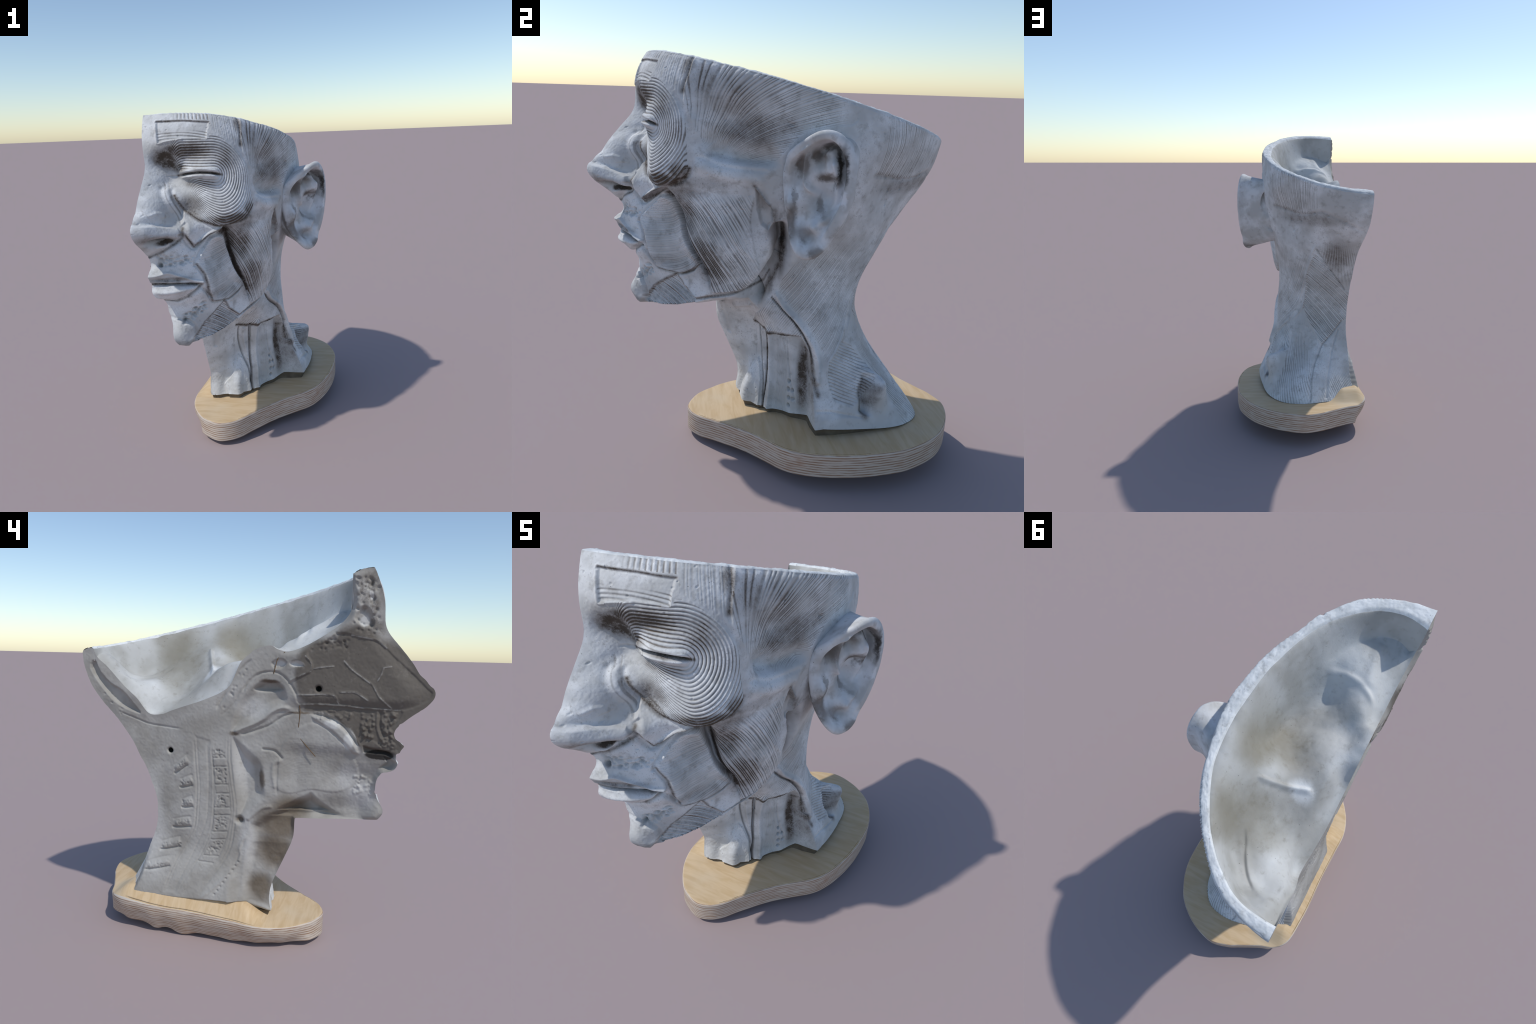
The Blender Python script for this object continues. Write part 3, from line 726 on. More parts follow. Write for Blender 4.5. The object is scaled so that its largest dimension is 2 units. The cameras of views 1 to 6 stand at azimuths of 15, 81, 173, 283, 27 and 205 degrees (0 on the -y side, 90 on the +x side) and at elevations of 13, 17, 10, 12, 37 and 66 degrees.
def stroke_distance(K, u0, z0, pts, seq):
    """distance to a polyline on the map"""
    near = None
    for (a0, a1), (b0, b1) in zip(pts[:-1], pts[1:]):
        ex, ez = b0 - a0, b1 - a1
        q = ex * ex + ez * ez
        tie = seq if near is None else near
        pu, pz = K.math('MULTIPLY_ADD', tie, 1e-9, u0) - a0, K.math('MULTIPLY_ADD', tie, 1e-9, z0) - a1
        t = K.math('ADD', pu * (ex / q), pz * (ez / q), clamp=True)
        du, dz = pu - t * ex, pz - t * ez
        d2 = du * du + dz * dz
        near = d2 if near is None else K.math('MINIMUM', near, d2)
    return K.sqrt(near)

def patina_group():
    def stains(part):
        def fill(K, u0, z0, tot):
            for cu, cz, ru, rz, s in part:
                u, z = K.math('MULTIPLY_ADD', tot, 1e-9, u0), K.math('MULTIPLY_ADD', tot, 1e-9, z0)
                tot = K.math('MAXIMUM', tot, K.ellipse(u, z, cu, cz, ru, rz) * s)
            return tot
        return fill
    def cuts(part):
        def fill(K, u, z, tot):
            for pts, w, s in part:
                tot = K.math('MAXIMUM', tot, K.smooth(w * 1.7, 0.0, stroke_distance(K, u, z, pts, tot)) * s)
            return tot
        return fill
    pieces = [small_group("stains", stains(STAINS[k:k + 8])) for k in range(0, len(STAINS), 8)] + [small_group("cuts", cuts(CUTS[k:k + 2])) for k in range(0, len(CUTS), 2)]
    def chain(K, u, z, tot):
        for g in pieces:
            n = K.node('ShaderNodeGroup'); n.node_tree = g
            K.put(n.inputs[0], u); K.put(n.inputs[1], z); K.put(n.inputs[2], tot)
            tot = Val(K, n.outputs[0])
        return tot
    return small_group("patina", chain)

def unrolled(K, x, y, z):
    l = x - cut_x(K.smooth, y, z)
    return K.atan2(l, AXIS_Y - y) * UNROLL

def skin_material(name, field=None, strength=0.0, patina=None, fade=None):
    m, K, bsdf, co, x, y, z = start_material(name)
    u = unrolled(K, x, y, z)
    g = K.node('ShaderNodeGroup'); g.node_tree = patina
    K.put(g.inputs[0], u); K.put(g.inputs[1], z); g.inputs[2].default_value = 0.0
    stain = Val(K, g.outputs[0])
    big, mid, fine = K.noise(co, 5, 3), K.noise(co, 22, 4, .65), K.noise(co, 130, 3, .7)
    col = K.mix(K.smooth(.38, .66, big), PLASTER, PALE)
    col = K.mix(K.smooth(.50, .74, mid) * .50, col, GREY)
    mottled = K.smooth(.22, .78, mid * .45 + fine * .30 + big * .25)
    s = K.math('MINIMUM', stain * (mottled * 1.05 + .36), 1.0)
    col = K.mix(s * .96, col, BROWN)
    col = K.mix(K.math('MAXIMUM', s - .68, 0.0) * 1.5, col, DARK)
    if field is not None and strength:
        gr = .5 - K.cos(field(K, u, z) * (2 * math.pi) + (math.pi if field is fibre_rings else 0.0)) * .5
        if fade: strength = fade(K, u, z) * strength
        lines = K.smooth(.58, .97, gr) * K.smooth(.28, .60, K.noise(co, 9, 3)) * (fine * .6 + .7) * strength
        col = K.mix(K.math('MINIMUM', lines * (.72 + stain * .9), .97), col, BROWN)
        col = K.mix(K.smooth(.40, .05, gr) * (strength * .26), col, PALE)  # strand tops lightened: a painted highlight on each ridge
    specks = K.smooth(.075, .035, K.voronoi(co, 38)) * K.smooth(.56, .66, K.noise(co, 7, 2))
    col = K.mix(specks * .85, col, DARK)
    grime = K.smooth(.55, .72, fine) * K.smooth(.42, .62, big)
    col = K.mix(grime * .45, col, BROWN)
    finish_material(K, bsdf, col, .82, fine, .22, .003)
    return m

# ------------------------------------------------------------------ scene helpers
def new_mesh(name, verts, faces, mat, normals=None):
    me = bpy.data.meshes.new(name)
    v = np.asarray(verts, np.float32).reshape(-1, 3)
    f = np.asarray(faces, np.int32)
    k = f.shape[1]
    me.vertices.add(len(v)); me.vertices.foreach_set("co", v.ravel())
    me.loops.add(f.size); me.loops.foreach_set("vertex_index", f.ravel())
    me.polygons.add(len(f)); me.polygons.foreach_set("loop_start", np.arange(0, f.size, k, dtype=np.int32))
    me.update(calc_edges=True)
    me.validate()
    me.polygons.foreach_set("use_smooth", np.ones(len(me.polygons), bool))
    if mat: me.materials.append(mat)
    if normals is not None:
        me.normals_split_custom_set_from_vertices(np.asarray(normals, np.float32).reshape(-1, 3))
    ob = bpy.data.objects.new(name, me)
    bpy.context.scene.collection.objects.link(ob)
    return ob

def grid_faces(nv, nu, closed=False):
    i = np.arange(nv - 1)[:, None] * nu
    j = np.arange(nu if closed else nu - 1)[None]
    k = (j + 1) % nu
    return np.stack([i + j, i + k, i + nu + k, i + nu + j], -1).reshape(-1, 4)

def parent(child, to):
    child.parent = to
    return child

def sub_mesh(name, verts, faces, mat, normals):
    used = np.unique(faces)
    back = np.zeros(len(verts), np.int64); back[used] = np.arange(len(used))
    return new_mesh(name, verts[used], back[faces], mat, normals[used])

root = bpy.data.objects.new("anatomical_head_model", None)
bpy.context.scene.collection.objects.link(root)
root["label"] = "grey plaster half head showing face muscles on wooden foot"
root["category"] = "anatomy model"

# ------------------------------------------------------------------ the outer body
patina = patina_group()
U, Z, R = build_skin()
P0 = skin_points(U, Z, R)
N0 = grid_normals(P0)
D = relief(U, Z, P0)
# chips along the sawn rim
edge_rows = sstep(NZ - 9, NZ - 1, np.arange(NZ))[:, None]
D -= edge_rows * (.004 + .006 * np.clip(fbm(P0 + 5.5, 30, 2), 0, 1))
# nothing may bulge through the median plane, and the cut edge keeps its profile
hold = sstep(0, .03, U - U[:, :1]) * .65 + .35
SKIN = P0 + N0 * (D * hold)[..., None]
l = np.maximum(lateral(SKIN), 0)
l[:, 0] = lateral(P0)[:, 0]; l[:, -1] = 0
SKIN = world(l, SKIN[..., 1], SKIN[..., 2])
SKIN_N = grid_normals(SKIN)

faces = grid_faces(NZ, NT)
fu, fzc = U.ravel()[faces].mean(1), Z.ravel()[faces].mean(1)
owner = np.full(len(faces), -1)
for k, (name, poly, field, s) in enumerate(PARTS):
    free = owner < 0
    lo, hi = np.min(poly, 0), np.max(poly, 0)
    c = free & (fu > lo[0]) & (fu < hi[0]) & (fzc > lo[1]) & (fzc < hi[1])
    i = np.nonzero(c)[0]
    owner[i[inside(fu[i], fzc[i], poly)]] = k
# what is left: the head above the jaw line, the neck below
jaw_z = np.interp(fu, JAW_U, JAW[:, 1])
V, NV = SKIN.reshape(-1, 3), SKIN_N.reshape(-1, 3)
plain = skin_material("plaster", None, 0, patina)
head = parent(sub_mesh("head", V, faces[(owner < 0) & (fzc >= jaw_z)], plain, NV), root)
neck = parent(sub_mesh("neck", V, faces[(owner < 0) & (fzc < jaw_z)], plain, NV), root)
NECK_PARTS = ("throat_muscle", "throat", "neck_muscle", "neck_side_muscle", "shoulder_muscle", "trapezius_muscle", "nape_muscle")
for k, (name, poly, field, s) in enumerate(PARTS):
    sel = owner == k
    if sel.any():
        mat = skin_material("plaster_" + name, field, s, patina, FADES.get(name)) if s else plain
        parent(sub_mesh(name, V, faces[sel], mat, NV), neck if name in NECK_PARTS else head)

# ------------------------------------------------------------------ sawn rim of the skull
def resample(P, n):
    P = np.asarray(P, float)
    c = np.r_[0, np.cumsum(np.linalg.norm(np.diff(P, axis=0), axis=1))]
    t = np.linspace(0, c[-1], n)
    return np.stack([np.interp(t, c, P[:, k]) for k in range(P.shape[1])], -1)

NR = 420
inner_curve = resample(catmull([(lateral(p), p[1], p[2]) for p in rim_in_pts], 8), NR)
outer_curve = SKIN[-1]
oc = np.c_[lateral(outer_curve), outer_curve[:, 1], outer_curve[:, 2]]
outer_curve = resample(oc, NR)
k = np.linspace(0, 1, 22)[:, None, None]
rim = outer_curve[None] * (1 - k) + inner_curve[None] * k
RIM_P = world(rim[..., 0], rim[..., 1], rim[..., 2])
kk = np.linspace(0, 1, 22)[:, None]
bulge = .007 * np.sqrt(np.clip(1 - (2 * kk - 1) ** 6, 0, 1)) + (.0050 * fbm(RIM_P, 28, 3) + .0016 * noise3(RIM_P, 150)) * np.sin(np.pi * kk) ** .5
RIM_P[..., 2] += bulge * np.sin(np.pi * np.clip(kk * 1.0, 0, 1)) ** .3
RIM_P[..., 2] -= .012 * sstep(.8, 1, kk) * (.4 + .6 * np.clip(fbm(RIM_P + 2, 20, 2), 0, 1))

# ------------------------------------------------------------------ cranial cavity
SECTION_TOP = [(-.525, 1.966), (-.528, 1.90), (-.535, 1.841), (-.512, 1.778), (-.449, 1.719), (-.329, 1.646), (-.236, 1.611), (-.178, 1.619), (-.139, 1.637), (-.068, 1.62), (-.029, 1.591),
               (.017, 1.546), (.067, 1.440), (.122, 1.395), (.186, 1.365), (.25, 1.340), (.33, 1.313), (.40, 1.288), (.46, 1.266), (.535, 1.268), (.599, 1.349), (.671, 1.414), (.758, 1.507), (.815, 1.555), (.840, 1.605)]
section_top = resample(catmull(SECTION_TOP, 8), NR)
CAVITY = dict(petrous_apex=(-.212, .202, 1.500), petrous_mid=(-.08, .25, 1.555), petrous_side=(.053, .301, 1.669), sinus_a=(-.008, .513, 1.541), sinus_b=(-.04, .675, 1.465), front_floor=(-.309, -.41, 1.73),
              front_side=(-.082, -.405, 1.80), front_in=(-.33, -.31, 1.685), front_roof=(-.20, -.42, 1.79), wing=(-.17, -.315, 1.715), wing_out=(-.04, -.30, 1.73), wing_in=(-.285, -.20, 1.655), clinoid=(-.37, -.083, 1.600),
              middle_a=(-.17, -.14, 1.555), middle_b=(-.03, -.10, 1.50), middle_c=(-.16, -.02, 1.545), middle_front=(-.11, -.25, 1.58), middle_wall=(-.235, -.15, 1.58), back_wall=(-.28, .775, 1.555), middle_out=(.07, -.04, 1.515), middle_in=(-.27, -.13, 1.565), middle_back=(-.10, .10, 1.50), clivus=(-.32, .12, 1.51),
              pit_low=(-.24, .36, 1.36), pit_a=(-.15, .45, 1.42), pit_b=(-.20, .56, 1.43), occiput_low=(-.30, .60, 1.40), occiput=(-.36, .66, 1.44), ridge=(-.24, .700, 1.455), behind=(.04, .40, 1.62),
              behind_petrous=(-.10, .34, 1.495), side_wall=(.08, .20, 1.67))
cav = np.array(list(CAVITY.values()))
cav_lyz = np.r_[np.c_[lateral(cav), cav[:, 1:]], [(0, y, z) for y, z in SECTION_TOP[4:-3:1]]]
floor_z = ThinPlate(cav_lyz[:, :2], cav_lyz[:, 2], 2e-4)
NS = 260
s = np.linspace(0, 1, NS)[:, None] ** 1.15
lw, yw = inner_curve[None, :, 0], inner_curve[None, :, 1]
L = lw * (1 - s) + 0 * s
Y = yw * (1 - s) + section_top[None, :, 0] * s
zf = floor_z(L, Y)
zr = RIM_P[-1][None, :, 2]
wall = (1 - sstep(0, .27, s)) ** 1.6
Zc = zf + (np.maximum(zr - zf, 0)) * wall
Zc = np.minimum(Zc, zr)
kmed = sstep(.80, 1, s) ** 1.3
Zc = Zc * (1 - kmed) + section_top[None, :, 1] * kmed
CP = world(L, Y, Zc)
def cline(pts, h, w):
    d, t = near_line(L, Y, catmull([(lateral(np.array(p)), p[1]) for p in pts], 6), 4 * w)
    return h * gauss(d, w) * sstep(0, .15, t) * sstep(0, .15, 1 - t)
cd = .006 * fbm(CP, 7, 3) + .002 * fbm(CP, 30, 2)
cd = cd + cline([(-.215, .20, 0), (-.14, .225, 0), (-.04, .265, 0), (.05, .30, 0)], .022, .012)
cd = cd - cline([(.0, .50, 0), (-.05, .60, 0), (-.10, .68, 0), (-.17, .745, 0)], .010, .010)
cd = cd + cline([(-.03, .56, 0), (-.12, .68, 0), (-.22, .745, 0), (-.30, .74, 0)], .012, .016)
cd = cd + cline([(-.30, -.25, 0), (-.20, -.30, 0), (-.10, -.315, 0), (.0, -.30, 0)], .012, .014)
cd = cd + cline([(-.17, -.50, 0), (-.20, -.40, 0), (-.22, -.30, 0)], .014, .030)
CP[..., 2] += cd * sstep(0, .12, s) * sstep(1, .90, s)
CP[0] = RIM_P[-1]
CAV_FACES = grid_faces(NS, NR)

# ------------------------------------------------------------------ median section: a relief on the cut plane
front_edge, back_edge, foot_edge = SKIN[:, 0], SKIN[:, -1], SKIN[0]
outline = np.concatenate([resample(front_edge[::-1][:, 1:], 700), [(front_edge[0, 1] + .02, front_edge[0, 2])], [(.05, .235), (.24, .216), (.41, .209), (.54, .212), (.66, .205)],
                          resample(back_edge[:, 1:], 400), [(RIM_P[11, -1, 1], RIM_P[11, -1, 2])], section_top[::-1], [(RIM_P[11, 0, 1], RIM_P[11, 0, 2])]])
cutx = lateral(front_edge)

STEP = .0046
gy, gz = np.arange(-.97, .93, STEP), np.arange(.18, 2.03, STEP)
GY, GZ = np.meshgrid(gy, gz)
ins = inside(GY, GZ, outline)
near = np.zeros_like(ins)
near[:, :] = ins
for ax, sh in ((0, 1), (0, -1), (1, 1), (1, -1)):
    near |= np.roll(ins, sh, ax)
for ax, sh in ((0, 1), (0, -1), (1, 1), (1, -1)):
    near |= np.roll(near, sh, ax)
out_pts = near & ~ins
seg_a, seg_b = outline, np.roll(outline, -1, 0)
def snap(py, pz):
    best = np.full(py.shape, 1e9); by = py.copy(); bz = pz.copy()
    for a, b in zip(seg_a, seg_b):
        e = b - a; q = e @ e
        if q < 1e-14: continue
        t = np.clip(((py - a[0]) * e[0] + (pz - a[1]) * e[1]) / q, 0, 1)
        sy, sz = a[0] + t * e[0], a[1] + t * e[1]
        d = (sy - py) ** 2 + (sz - pz) ** 2
        m = d < best
        best = np.where(m, d, best); by = np.where(m, sy, by); bz = np.where(m, sz, bz)
    return by, bz, np.sqrt(best)
band = near & (poly_sdf(GY, GZ, outline[::6]) < .03)
sy, sz, dd = snap(GY[band], GZ[band])
EDGE = np.full(GY.shape, .03); EDGE[band] = dd; EDGE[out_pts] = 0
o = out_pts[band]
GYs, GZs = GY.copy(), GZ.copy()
tmp = GYs[band]; tmp[o] = sy[o]; GYs[band] = tmp
tmp = GZs[band]; tmp[o] = sz[o]; GZs[band] = tmp

# outlines on the section, (y, z)
SEPTUM = catmull([(-.241, 1.459), (-.300, 1.496), (-.349, 1.525), (-.345, 1.565), (-.325, 1.60), (-.345, 1.643), (-.400, 1.655), (-.465, 1.700), (-.535, 1.695), (-.60, 1.682), (-.655, 1.668), (-.698, 1.635), (-.74, 1.595), (-.78, 1.562), (-.83, 1.52), (-.90, 1.455), (-.925, 1.43),
                  (-.90, 1.39), (-.80, 1.345), (-.69, 1.347), (-.60, 1.349), (-.50, 1.357), (-.39, 1.357), (-.29, 1.354), (-.275, 1.40)], 3, True)
PALATE = catmull([(-.30, 1.352), (-.39, 1.357), (-.50, 1.357), (-.60, 1.349), (-.69, 1.347), (-.79, 1.345), (-.775, 1.29), (-.765, 1.235), (-.785, 1.19), (-.80, 1.165), (-.785, 1.145), (-.72, 1.150), (-.66, 1.19), (-.605, 1.165), (-.572, 1.212), (-.516, 1.252), (-.454, 1.287), (-.394, 1.301), (-.332, 1.309), (-.285, 1.318)], 3, True)
TONGUE = catmull([(-.335, 1.262), (-.39, 1.262), (-.445, 1.232), (-.495, 1.192), (-.533, 1.158), (-.565, 1.123), (-.60, 1.04), (-.60, .96), (-.50, .90), (-.37, .91), (-.26, .88), (-.19, .90), (-.18, .98), (-.19, 1.07), (-.213, 1.15), (-.262, 1.215)], 3, True)
TONGUE_BAND = catmull([(-.357, 1.300), (-.43, 1.288), (-.504, 1.253), (-.554, 1.203), (-.593, 1.145), (-.600, 1.115), (-.568, 1.120), (-.533, 1.160), (-.495, 1.195), (-.445, 1.236), (-.377, 1.272)], 3, True)
PHARYNX = catmull([(.066, 1.150), (.046, 1.172), (-.034, 1.107), (-.106, 1.04), (-.121, .943), (-.129, .858), (-.09, .814), (-.037, .755), (.003, .720), (.030, .715), (.044, .829), (.057, 1.028)], 3, True)
NASOPHARYNX = catmull([(.064, 1.19), (.055, 1.27), (.022, 1.352), (-.035, 1.425), (-.094, 1.465), (-.149, 1.470), (-.20, 1.452), (-.235, 1.40), (-.225, 1.355), (-.158, 1.330), (-.096, 1.275), (-.006, 1.225)], 3, True)
SINUS = catmull([(-.050, 1.418), (-.090, 1.456), (-.149, 1.468), (-.195, 1.452), (-.216, 1.421), (-.171, 1.408), (-.100, 1.405)], 3, True)
SPHENOID_A = catmull([(-.144, 1.556), (-.192, 1.576), (-.225, 1.558), (-.206, 1.527), (-.161, 1.526)], 3, True)
SPHENOID_B = catmull([(-.238, 1.553), (-.269, 1.572), (-.314, 1.542), (-.258, 1.535)], 3, True)
FRONTAL_SINUS = catmull([(-.574, 1.824), (-.61, 1.813), (-.63, 1.773), (-.63, 1.727), (-.58, 1.732), (-.542, 1.767)], 3, True)
FRONTAL_BONE = np.array([(-.54, 1.70), (-.53, 1.85), (-.52, 2.02), (-.70, 2.02), (-.70, 1.75), (-.73, 1.66), (-.70, 1.63), (-.65, 1.67)])
OCCIPUT_HOLLOW = catmull([(.835, 1.545), (.865, 1.50), (.79, 1.385), (.70, 1.30), (.585, 1.262), (.62, 1.318), (.68, 1.387), (.747, 1.425), (.805, 1.485)], 3, True)
SPINE_FRONT = [(.066, 1.19), (.069, 1.062), (.062, 1.00), (.054, .924), (.036, .79), (.046, .657), (.064, .551), (.104, .463), (.165, .371), (.25, .249)]
VERT_FRONT = np.array([(.095, 1.10), (.093, 1.053), (.083, 1.005), (.079, .907), (.072, .858), (.068, .779), (.064, .736), (.082, .639), (.093, .593), (.130, .491), (.157, .449), (.24, .34)])
VERT_BACK = np.array([(.170, 1.10), (.168, 1.048), (.165, .999), (.155, .901), (.151, .851), (.163, .770), (.163, .726), (.174, .629), (.182, .583), (.224, .487), (.255, .452), (.34, .36)])
CANAL_BACK = [(.275, 1.17), (.269, 1.083), (.263, .978), (.257, .871), (.263, .761), (.275, .648), (.315, .568), (.387, .428), (.454, .253)]
CANAL_MID = [(.197, 1.15), (.197, 1.088), (.191, .948), (.195, .80), (.208, .685), (.277, .511), (.358, .33), (.40, .25)]
CANAL_FRONT = [(.172, 1.15), (.172, 1.09), (.162, .95), (.166, .733), (.186, .613), (.247, .469), (.326, .334), (.37, .25)]
SPINES = [((.398, .939), (.307, 1.003)), ((.366, .865), (.279, .887)), ((.357, .752), (.281, .766)), ((.417, .629), (.290, .647)), ((.495, .486), (.354, .522)), ((.579, .365), (.411, .406))]
VEINS = [[(-.505, 1.572), (-.538, 1.536), (-.594, 1.496), (-.645, 1.461), (-.678, 1.408), (-.716, 1.373), (-.745, 1.35)], [(-.281, 1.401), (-.345, 1.404), (-.402, 1.409), (-.464, 1.405), (-.488, 1.366)],
         [(-.359, 1.531), (-.396, 1.538), (-.458, 1.546)], [(-.319, 1.591), (-.349, 1.556), (-.347, 1.519), (-.297, 1.496), (-.237, 1.465)], [(-.488, 1.422), (-.562, 1.425), (-.60, 1.405), (-.631, 1.384)],
         [(-.727, 1.551), (-.692, 1.544), (-.683, 1.511), (-.667, 1.483)], [(-.296, 1.354), (-.391, 1.358), (-.498, 1.357), (-.603, 1.349), (-.688, 1.347), (-.784, 1.345)], [(-.535, 1.691), (-.595, 1.68), (-.655, 1.669), (-.698, 1.635)]]

GX = np.zeros(GY.shape)                       # + is deeper into the head
G3 = np.stack([GY, GZ, 0 * GY], -1)
def sink(poly, depth, soft):
    sd = poly_sdf(GY, GZ, poly)
    GX[:] += depth * sstep(-.002, soft, sd)
    return sd
def mark(pts, depth, w, ends=.1, sm=True):
    d, t = near_line(GY, GZ, catmull(pts, 5) if sm and len(pts) > 2 else np.asarray(pts, float), 4 * w)
    GX[:] += depth * gauss(d, w) * (sstep(0, ends, t) * sstep(0, ends, 1 - t) if ends else 1)
def dimple(y, z, r, depth):
    m = (abs(GY - y) < 2.2 * r) & (abs(GZ - z) < 2.2 * r)
    GX[m] += depth * np.exp(-(((GY[m] - y) ** 2 + (GZ[m] - z) ** 2) / r ** 2) ** 1.7)
dr = np.random.default_rng(23)
sink(PHARYNX, .045, .07)
sink(NASOPHARYNX, .022, .04)
sink(SINUS, .026, .02)
sink(SEPTUM, .005, .006)
front_y = np.interp(GZ, front_edge[:, 2], front_edge[:, 1])
GX -= .024 * sstep(1.33, 1.40, GZ) * sstep(-.15, -.32, GY) * sstep(.0, .14, GY - front_y)
sd = sink(PALATE, .004, .004)
sink(TONGUE_BAND, -.010, .012)
sink(TONGUE, -.004, .010)
sink(SPHENOID_A, .014, .012); sink(SPHENOID_B, .014, .012); sink(FRONTAL_SINUS, .020, .014)
sink(OCCIPUT_HOLLOW, .022, .014)
for pts in ([(-.596, 1.948), (-.614, 1.936), (-.610, 1.903)], [(-.601, 1.864), (-.625, 1.858), (-.615, 1.83)]): mark(pts, .014, .007)
mark([(-.357, 1.309), (-.43, 1.297), (-.504, 1.262), (-.556, 1.210), (-.598, 1.150)], .016, .006)            # slit under the palate
mark([(.059, 1.191), (-.006, 1.218), (-.096, 1.262), (-.158, 1.312), (-.208, 1.332), (-.26, 1.325)], -.012, .010)
mark([(.02, 1.178), (-.084, 1.214), (-.147, 1.243), (-.209, 1.288), (-.271, 1.310)], .010, .006)
for y, w in ((.0, 0), (.010, 0), (-.010, 0)): mark([(.02, 1.192 + y), (-.084, 1.232 + y), (-.147, 1.268 + y), (-.209, 1.312 + y)], .0022, .003)
mark([(.009, 1.379), (-.024, 1.452), (-.083, 1.498), (-.142, 1.509), (-.194, 1.499), (-.241, 1.459), (-.275, 1.404), (-.282, 1.366)], .006, .005)
mark([(.129, 1.269), (.06, 1.332), (.013, 1.406), (-.08, 1.492), (-.146, 1.513)], .004, .004)
mark([(.15, 1.301), (.081, 1.416), (.02, 1.508), (-.046, 1.573)], .008, .006)
mark([(-.099, 1.114), (-.163, 1.109), (-.196, 1.085), (-.215, 1.061)], .010, .006)
mark([(-.215, 1.061), (-.170, 1.040), (-.165, .98), (-.18, .90)], -.006, .010); mark([(-.19, 1.05), (-.186, .948), (-.188, .869)], .004, .004)
mark([(-.024, .715), (-.078, .765), (-.117, .796), (-.17, .808)], -.008, .009)
dimple(.015, .712, .022, .03)
mark(SPINE_FRONT, .005, .005); mark([(y + .016, z) for y, z in SPINE_FRONT], .003, .004)
mark(CANAL_BACK, .005, .005); mark(CANAL_MID, .003, .005); mark(CANAL_FRONT, .004, .004); mark([(y - .014, z) for y, z in CANAL_BACK], .003, .004)
sd = poly_sdf(GY, GZ, np.r_[catmull(CANAL_BACK, 4), catmull(CANAL_FRONT, 4)[::-1]])
GX += .004 * sstep(0, .02, sd)
for a, b in zip(VERT_FRONT[1:-1], VERT_BACK[1:-1]): mark([a, b], .005, .0035, .05)
mark(VERT_FRONT, .003, .003); mark(VERT_BACK, .003, .003)
for i in range(0, 10, 2):                                                       # spongy bone of the vertebrae
    a0, a1, b0, b1 = VERT_FRONT[i], VERT_FRONT[i + 1], VERT_BACK[i], VERT_BACK[i + 1]
    for _ in range(26):
        t, w = dr.uniform(.12, .88, 2)
        p = (a0 * (1 - t) + a1 * t) * (1 - w) + (b0 * (1 - t) + b1 * t) * w
        dimple(p[0], p[1], dr.uniform(.003, .006), .0045)
for (y0, z0), (y1, z1) in SPINES:
    mark([(y0, z0), ((y0 + y1) / 2, (z0 + z1) / 2 - .004), (y1, z1)], .011, .0055, .1)
    mark([(y0 - .02, z0 + .022), ((y0 + y1) / 2, (z0 + z1) / 2 + .026), (y1, z1 + .030)], -.008, .016, .15)
    mark([(y0 - .005, z0 + .045), ((y0 + y1) / 2, (z0 + z1) / 2 + .055), (y1, z1 + .06)], .003, .005, .1)
    for _ in range(22):
        t = dr.uniform(.1, .95)
        dimple(y0 + (y1 - y0) * t, z0 + (z1 - z0) * t + dr.uniform(.008, .04), dr.uniform(.003, .005), .0035)
mark([(.709, 1.268), (.619, 1.237), (.537, 1.21), (.425, 1.199), (.345, 1.193)], .006, .004)
for v in VEINS: mark(v, -.0042, .0034, .04)
mark([(-.034, .651), (.009, .565), (.016, .482), (.104, .363), (.235, .235)], -.005, .008); mark([(-.02, .62), (.02, .50), (.06, .40)], .004, .006)
for k in range(9): dimple(.02 + .0155 * k, .47 - .024 * k, .006, .006)
for n, (a, b, c, d), dep in ((42, (-.60, -.66, 1.20, 1.325), -.006), (60, (-.70, -.77, 1.16, 1.335), -.006), (34, (-.36, -.55, 1.285, 1.33), -.0045), (60, (-.53, -.66, 1.70, 1.99), .006), (50, (-.34, -.52, 1.62, 1.70), .004), (40, (-.02, .16, 1.30, 1.55), .004), (50, (.62, .86, 1.24, 1.54), .003), (46, (-.58, -.68, .90, 1.0), -.003)):
    for _ in range(n):
        y, z = dr.uniform(min(a, b), max(a, b)), dr.uniform(c, d)
        if n == 40 and abs(z - (1.44 - (y - .05) * 1.9)) > .05: continue
        if n == 50 and a == .62 and abs(z - (1.25 + (y - .68) * 1.35)) > .035: continue
        dimple(y, z, dr.uniform(.005, .0085), dep)
mark([(-.675, 1.345), (-.678, 1.26), (-.705, 1.185)], -.006, .005); mark([(-.690, 1.345), (-.692, 1.27), (-.715, 1.21)], .006, .004)
sink(np.array([(-.62, 1.125), (-.72, 1.122), (-.775, 1.105), (-.745, 1.145), (-.66, 1.155), (-.615, 1.165)]), .024, .012)    # open mouth
sink(np.array([(-.715, 1.118), (-.735, 1.085), (-.695, 1.045), (-.76, 1.045), (-.80, 1.09)]), .016, .012)
d = GY * 0
GX += .0010 * np.clip(.5 + fbm(G3, 8, 2), 0, 1) * sstep(.02, .04, poly_sdf(GY, GZ, TONGUE)) * (.5 - .5 * np.cos(2 * np.pi * (np.hypot(GY + .36, GZ - .80) + .003 * fbm(G3, 20, 2)) / .013))
